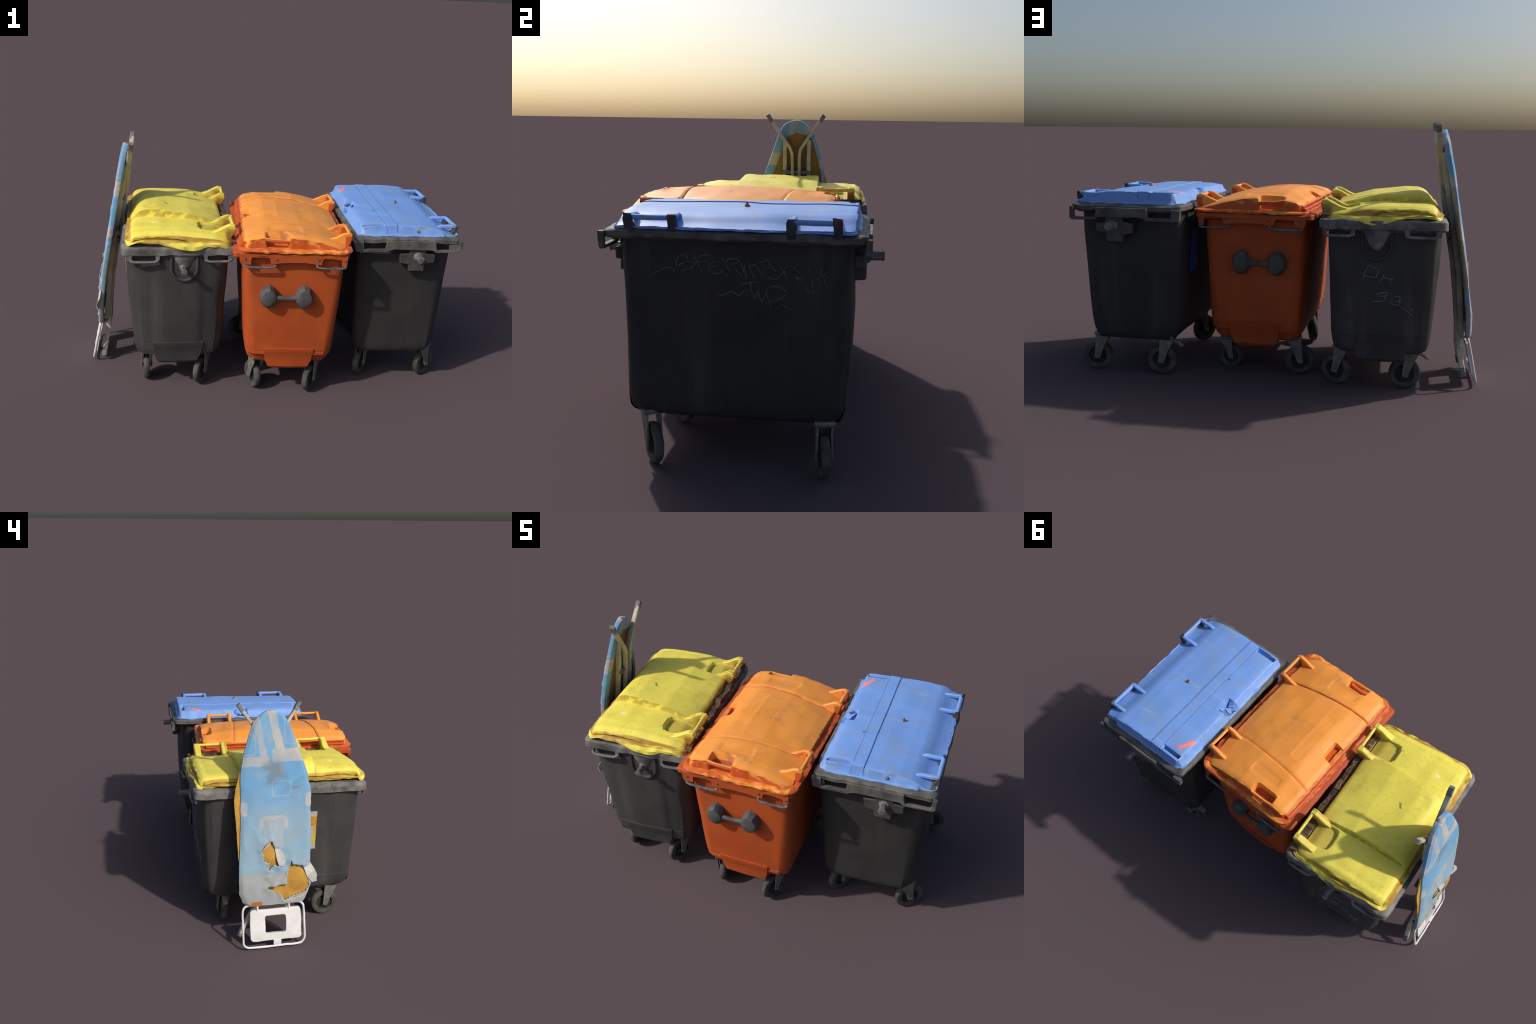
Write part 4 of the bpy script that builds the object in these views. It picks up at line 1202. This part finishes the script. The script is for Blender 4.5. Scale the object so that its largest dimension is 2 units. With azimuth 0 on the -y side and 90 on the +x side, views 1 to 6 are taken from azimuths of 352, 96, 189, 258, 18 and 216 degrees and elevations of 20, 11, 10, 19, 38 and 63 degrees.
    flap([(-0.05, 0.383, -0.004), (-0.092, 0.418, 0.002), (-0.104, 0.392, -0.006), (-0.098, 0.372, -0.012), (-0.105, 0.353, -0.002), (-0.078, 0.348, 0.0)])
    flap([(0.119, 0.551, -0.004), (0.092, 0.544, -0.008), (0.069, 0.51, -0.014), (0.067, 0.475, -0.018), (0.076, 0.452, -0.014), (0.1, 0.456, -0.012), (0.11, 0.49, -0.016)])
    flap([(0.186, 0.541, -0.006), (0.161, 0.574, -0.012), (0.139, 0.592, -0.018), (0.146, 0.565, -0.010), (0.17, 0.545, -0.004)])
    flap([(0.166, 0.337, -0.004), (0.12, 0.318, -0.014), (0.085, 0.29, -0.012), (0.072, 0.268, -0.004), (0.1, 0.278, -0.002), (0.14, 0.305, 0.0)])
    flap([(0.069, 0.262, -0.004), (0.01, 0.278, -0.012), (-0.047, 0.307, -0.006), (-0.058, 0.30, 0.0), (-0.03, 0.268, 0.0), (0.03, 0.25, 0.0)])
    put("torn_flap", g.v, g.f, M_LINING, e, 20, crumple=(0.003, 50, 2), kind="stuff")
    # legs: square-ish tubes that cross behind the board, caps on the tips
    lx = [(0.04, -0.930), (0.165, -0.906), (0.30, -0.897), (0.55, -0.871), (0.72, -0.838), (0.87, -0.813), (0.97, -0.796), (1.16, -0.773), (1.27, -0.757)]

    def leg(name, pts, w, mat, wx=None):
        g = Geo()
        rings = []
        q = [Vector((interp(z, lx) + dx, y, z)) for y, z, dx in pts]
        for i, p in enumerate(q):
            d = (q[min(i + 1, len(q) - 1)] - q[max(i - 1, 0)]).normalized()
            a = Vector((1, 0, 0)) - d * d.x
            a.normalize()
            c = d.cross(a).normalized()
            wa, wc, bv = (wx or w) / 2, w / 2, 0.3
            rings.append([p + a * sx * wa * k1 + c * sy * wc * k2 for sx, sy, k1, k2 in ((-1, -1, 1, 1 - bv), (-1, -1, 1 - bv, 1), (1, -1, 1 - bv, 1), (1, -1, 1, 1 - bv), (1, 1, 1, 1 - bv), (1, 1, 1 - bv, 1), (-1, 1, 1 - bv, 1), (-1, 1, 1, 1 - bv))][::-1])
        g.rings(rings)
        return put(name, g.v, g.f, mat, e, 30, crumple=(0.0025, 30, w * 100 + pts[0][0]))
    leg("leg", [(-0.022, 1.240, 0), (0.0, 1.207, 0), (0.046, 1.143, 0), (0.088, 1.085, 0), (0.10, 1.05, 0), (0.103, 0.95, 0), (0.103, 0.80, 0), (0.10, 0.60, 0), (0.095, 0.42, 0), (0.075, 0.27, 0), (0.035, 0.16, 0), (-0.018, 0.045, 0)], 0.017, M_LEG, 0.026)
    leg("leg", [(0.26, 1.243, 0), (0.222, 1.188, 0), (0.172, 1.114, 0), (0.147, 1.075, 0), (0.142, 1.03, 0), (0.143, 0.95, 0), (0.143, 0.80, 0), (0.146, 0.60, 0), (0.155, 0.42, 0), (0.18, 0.27, 0), (0.24, 0.17, 0), (0.294, 0.075, 0)], 0.017, M_LEG, 0.026)
    leg("leg_cap", [(-0.038, 1.265, 0), (-0.027, 1.248, 0), (-0.015, 1.226, 0)], 0.021, M_CAP, 0.027)
    leg("leg_cap", [(0.277, 1.265, 0), (0.266, 1.249, 0), (0.253, 1.23, 0)], 0.021, M_CAP, 0.027)
    leg("leg_cap", [(-0.008, 0.068, 0), (-0.018, 0.05, 0), (-0.028, 0.03, 0)], 0.025, M_CAP, 0.030)
    leg("leg_cap", [(0.285, 0.095, 0), (0.295, 0.077, 0), (0.305, 0.058, 0)], 0.021, M_CAP, 0.026)
    for y in (0.060, 0.194):
        leg("rail", [(y, 1.13, -0.02), (y, 1.0, -0.02), (y, 0.8, -0.022), (y, 0.55, -0.018), (y, 0.22, -0.014)], 0.022, M_LEG, 0.028)
    leg("cross_bracket", [(0.05, 0.945, -0.008), (0.125, 0.945, -0.006), (0.204, 0.945, -0.008)], 0.02, M_CAP, 0.02)
    leg("cross_bracket", [(-0.04, 0.78, -0.012), (0.125, 0.775, -0.01), (0.27, 0.78, -0.012)], 0.022, M_CAP, 0.018)
    # resting block that touches the container
    leg("cross_bracket", [(0.06, 0.70, -0.006), (0.125, 0.70, -0.006), (0.20, 0.70, -0.006)], 0.03, M_CAP, 0.03)
    # iron rest: wire frame round a white plate
    def F(y, z):
        return (-0.9912 + (z - 0.01) * 0.21, y, z)
    g = Geo()
    loop = [F(y, z) for y, z in rrect(-0.038, 0.290, 0.016, 0.24, 0.035, 5, 8)]
    n = len(loop)
    rings = []
    for i in range(n):
        p, d = Vector(loop[i]), (Vector(loop[(i + 1) % n]) - Vector(loop[i - 1])).normalized()
        nn = Vector((0.98, 0, -0.2))
        c = d.cross(nn).normalized()
        rings.append([p + (nn * math.cos(a) + c * math.sin(a)) * 0.0062 for a in [2 * math.pi * k / 8 for k in range(8)]])
    g.rings(rings + [rings[0]], cap0=False, cap1=False)
    for y in (0.04, 0.21):
        g.tube([F(y, 0.21), (F(y, 0.25)[0] + 0.006, y, 0.25), (fx(0.3) + 0.022, y, 0.31)], 0.006, 8)
    g.box(-0.992, -0.980, 0.09, 0.13, 0.012, 0.05, 0.003)
    put("rest_frame", g.v, g.f, M_WHITE, e, 50, crumple=(0.0025, 30, 6))
    # plate with a window, dished edge
    g = Geo()
    o = [F(y, z) for y, z in rrect(-0.022, 0.250, 0.046, 0.212, 0.016, 4, 10)]
    i_ = [F(y, z) for y, z in rrect(0.060, 0.170, 0.085, 0.178, 0.012, 4, 10)]
    nn = Vector((0.98, 0, -0.2))
    fr = [[Vector(p) for p in o], [Vector(p) for p in i_]]
    ring = [[p + nn * 0.012 for p in fr[0]], [p + nn * 0.001 for p in fr[0]], [lerp(p, q, 0.08) for p, q in zip(*fr)], [lerp(p, q, 0.92) for p, q in zip(*fr)], fr[1], [p + nn * 0.016 for p in fr[1]], [lerp(q, p, 0.06) + nn * 0.016 for p, q in zip(*fr)], [lerp(p, q, 0.1) + nn * 0.012 for p, q in zip(*fr)]]
    g.rings(ring + [ring[0]], cap0=False, cap1=False)
    put("rest_plate", g.v, g.f, M_WHITE, e, 40, crumple=(0.003, 18, 7))
    return e


yellow_bin()
orange_bin()
blue_bin()
ironing_board()
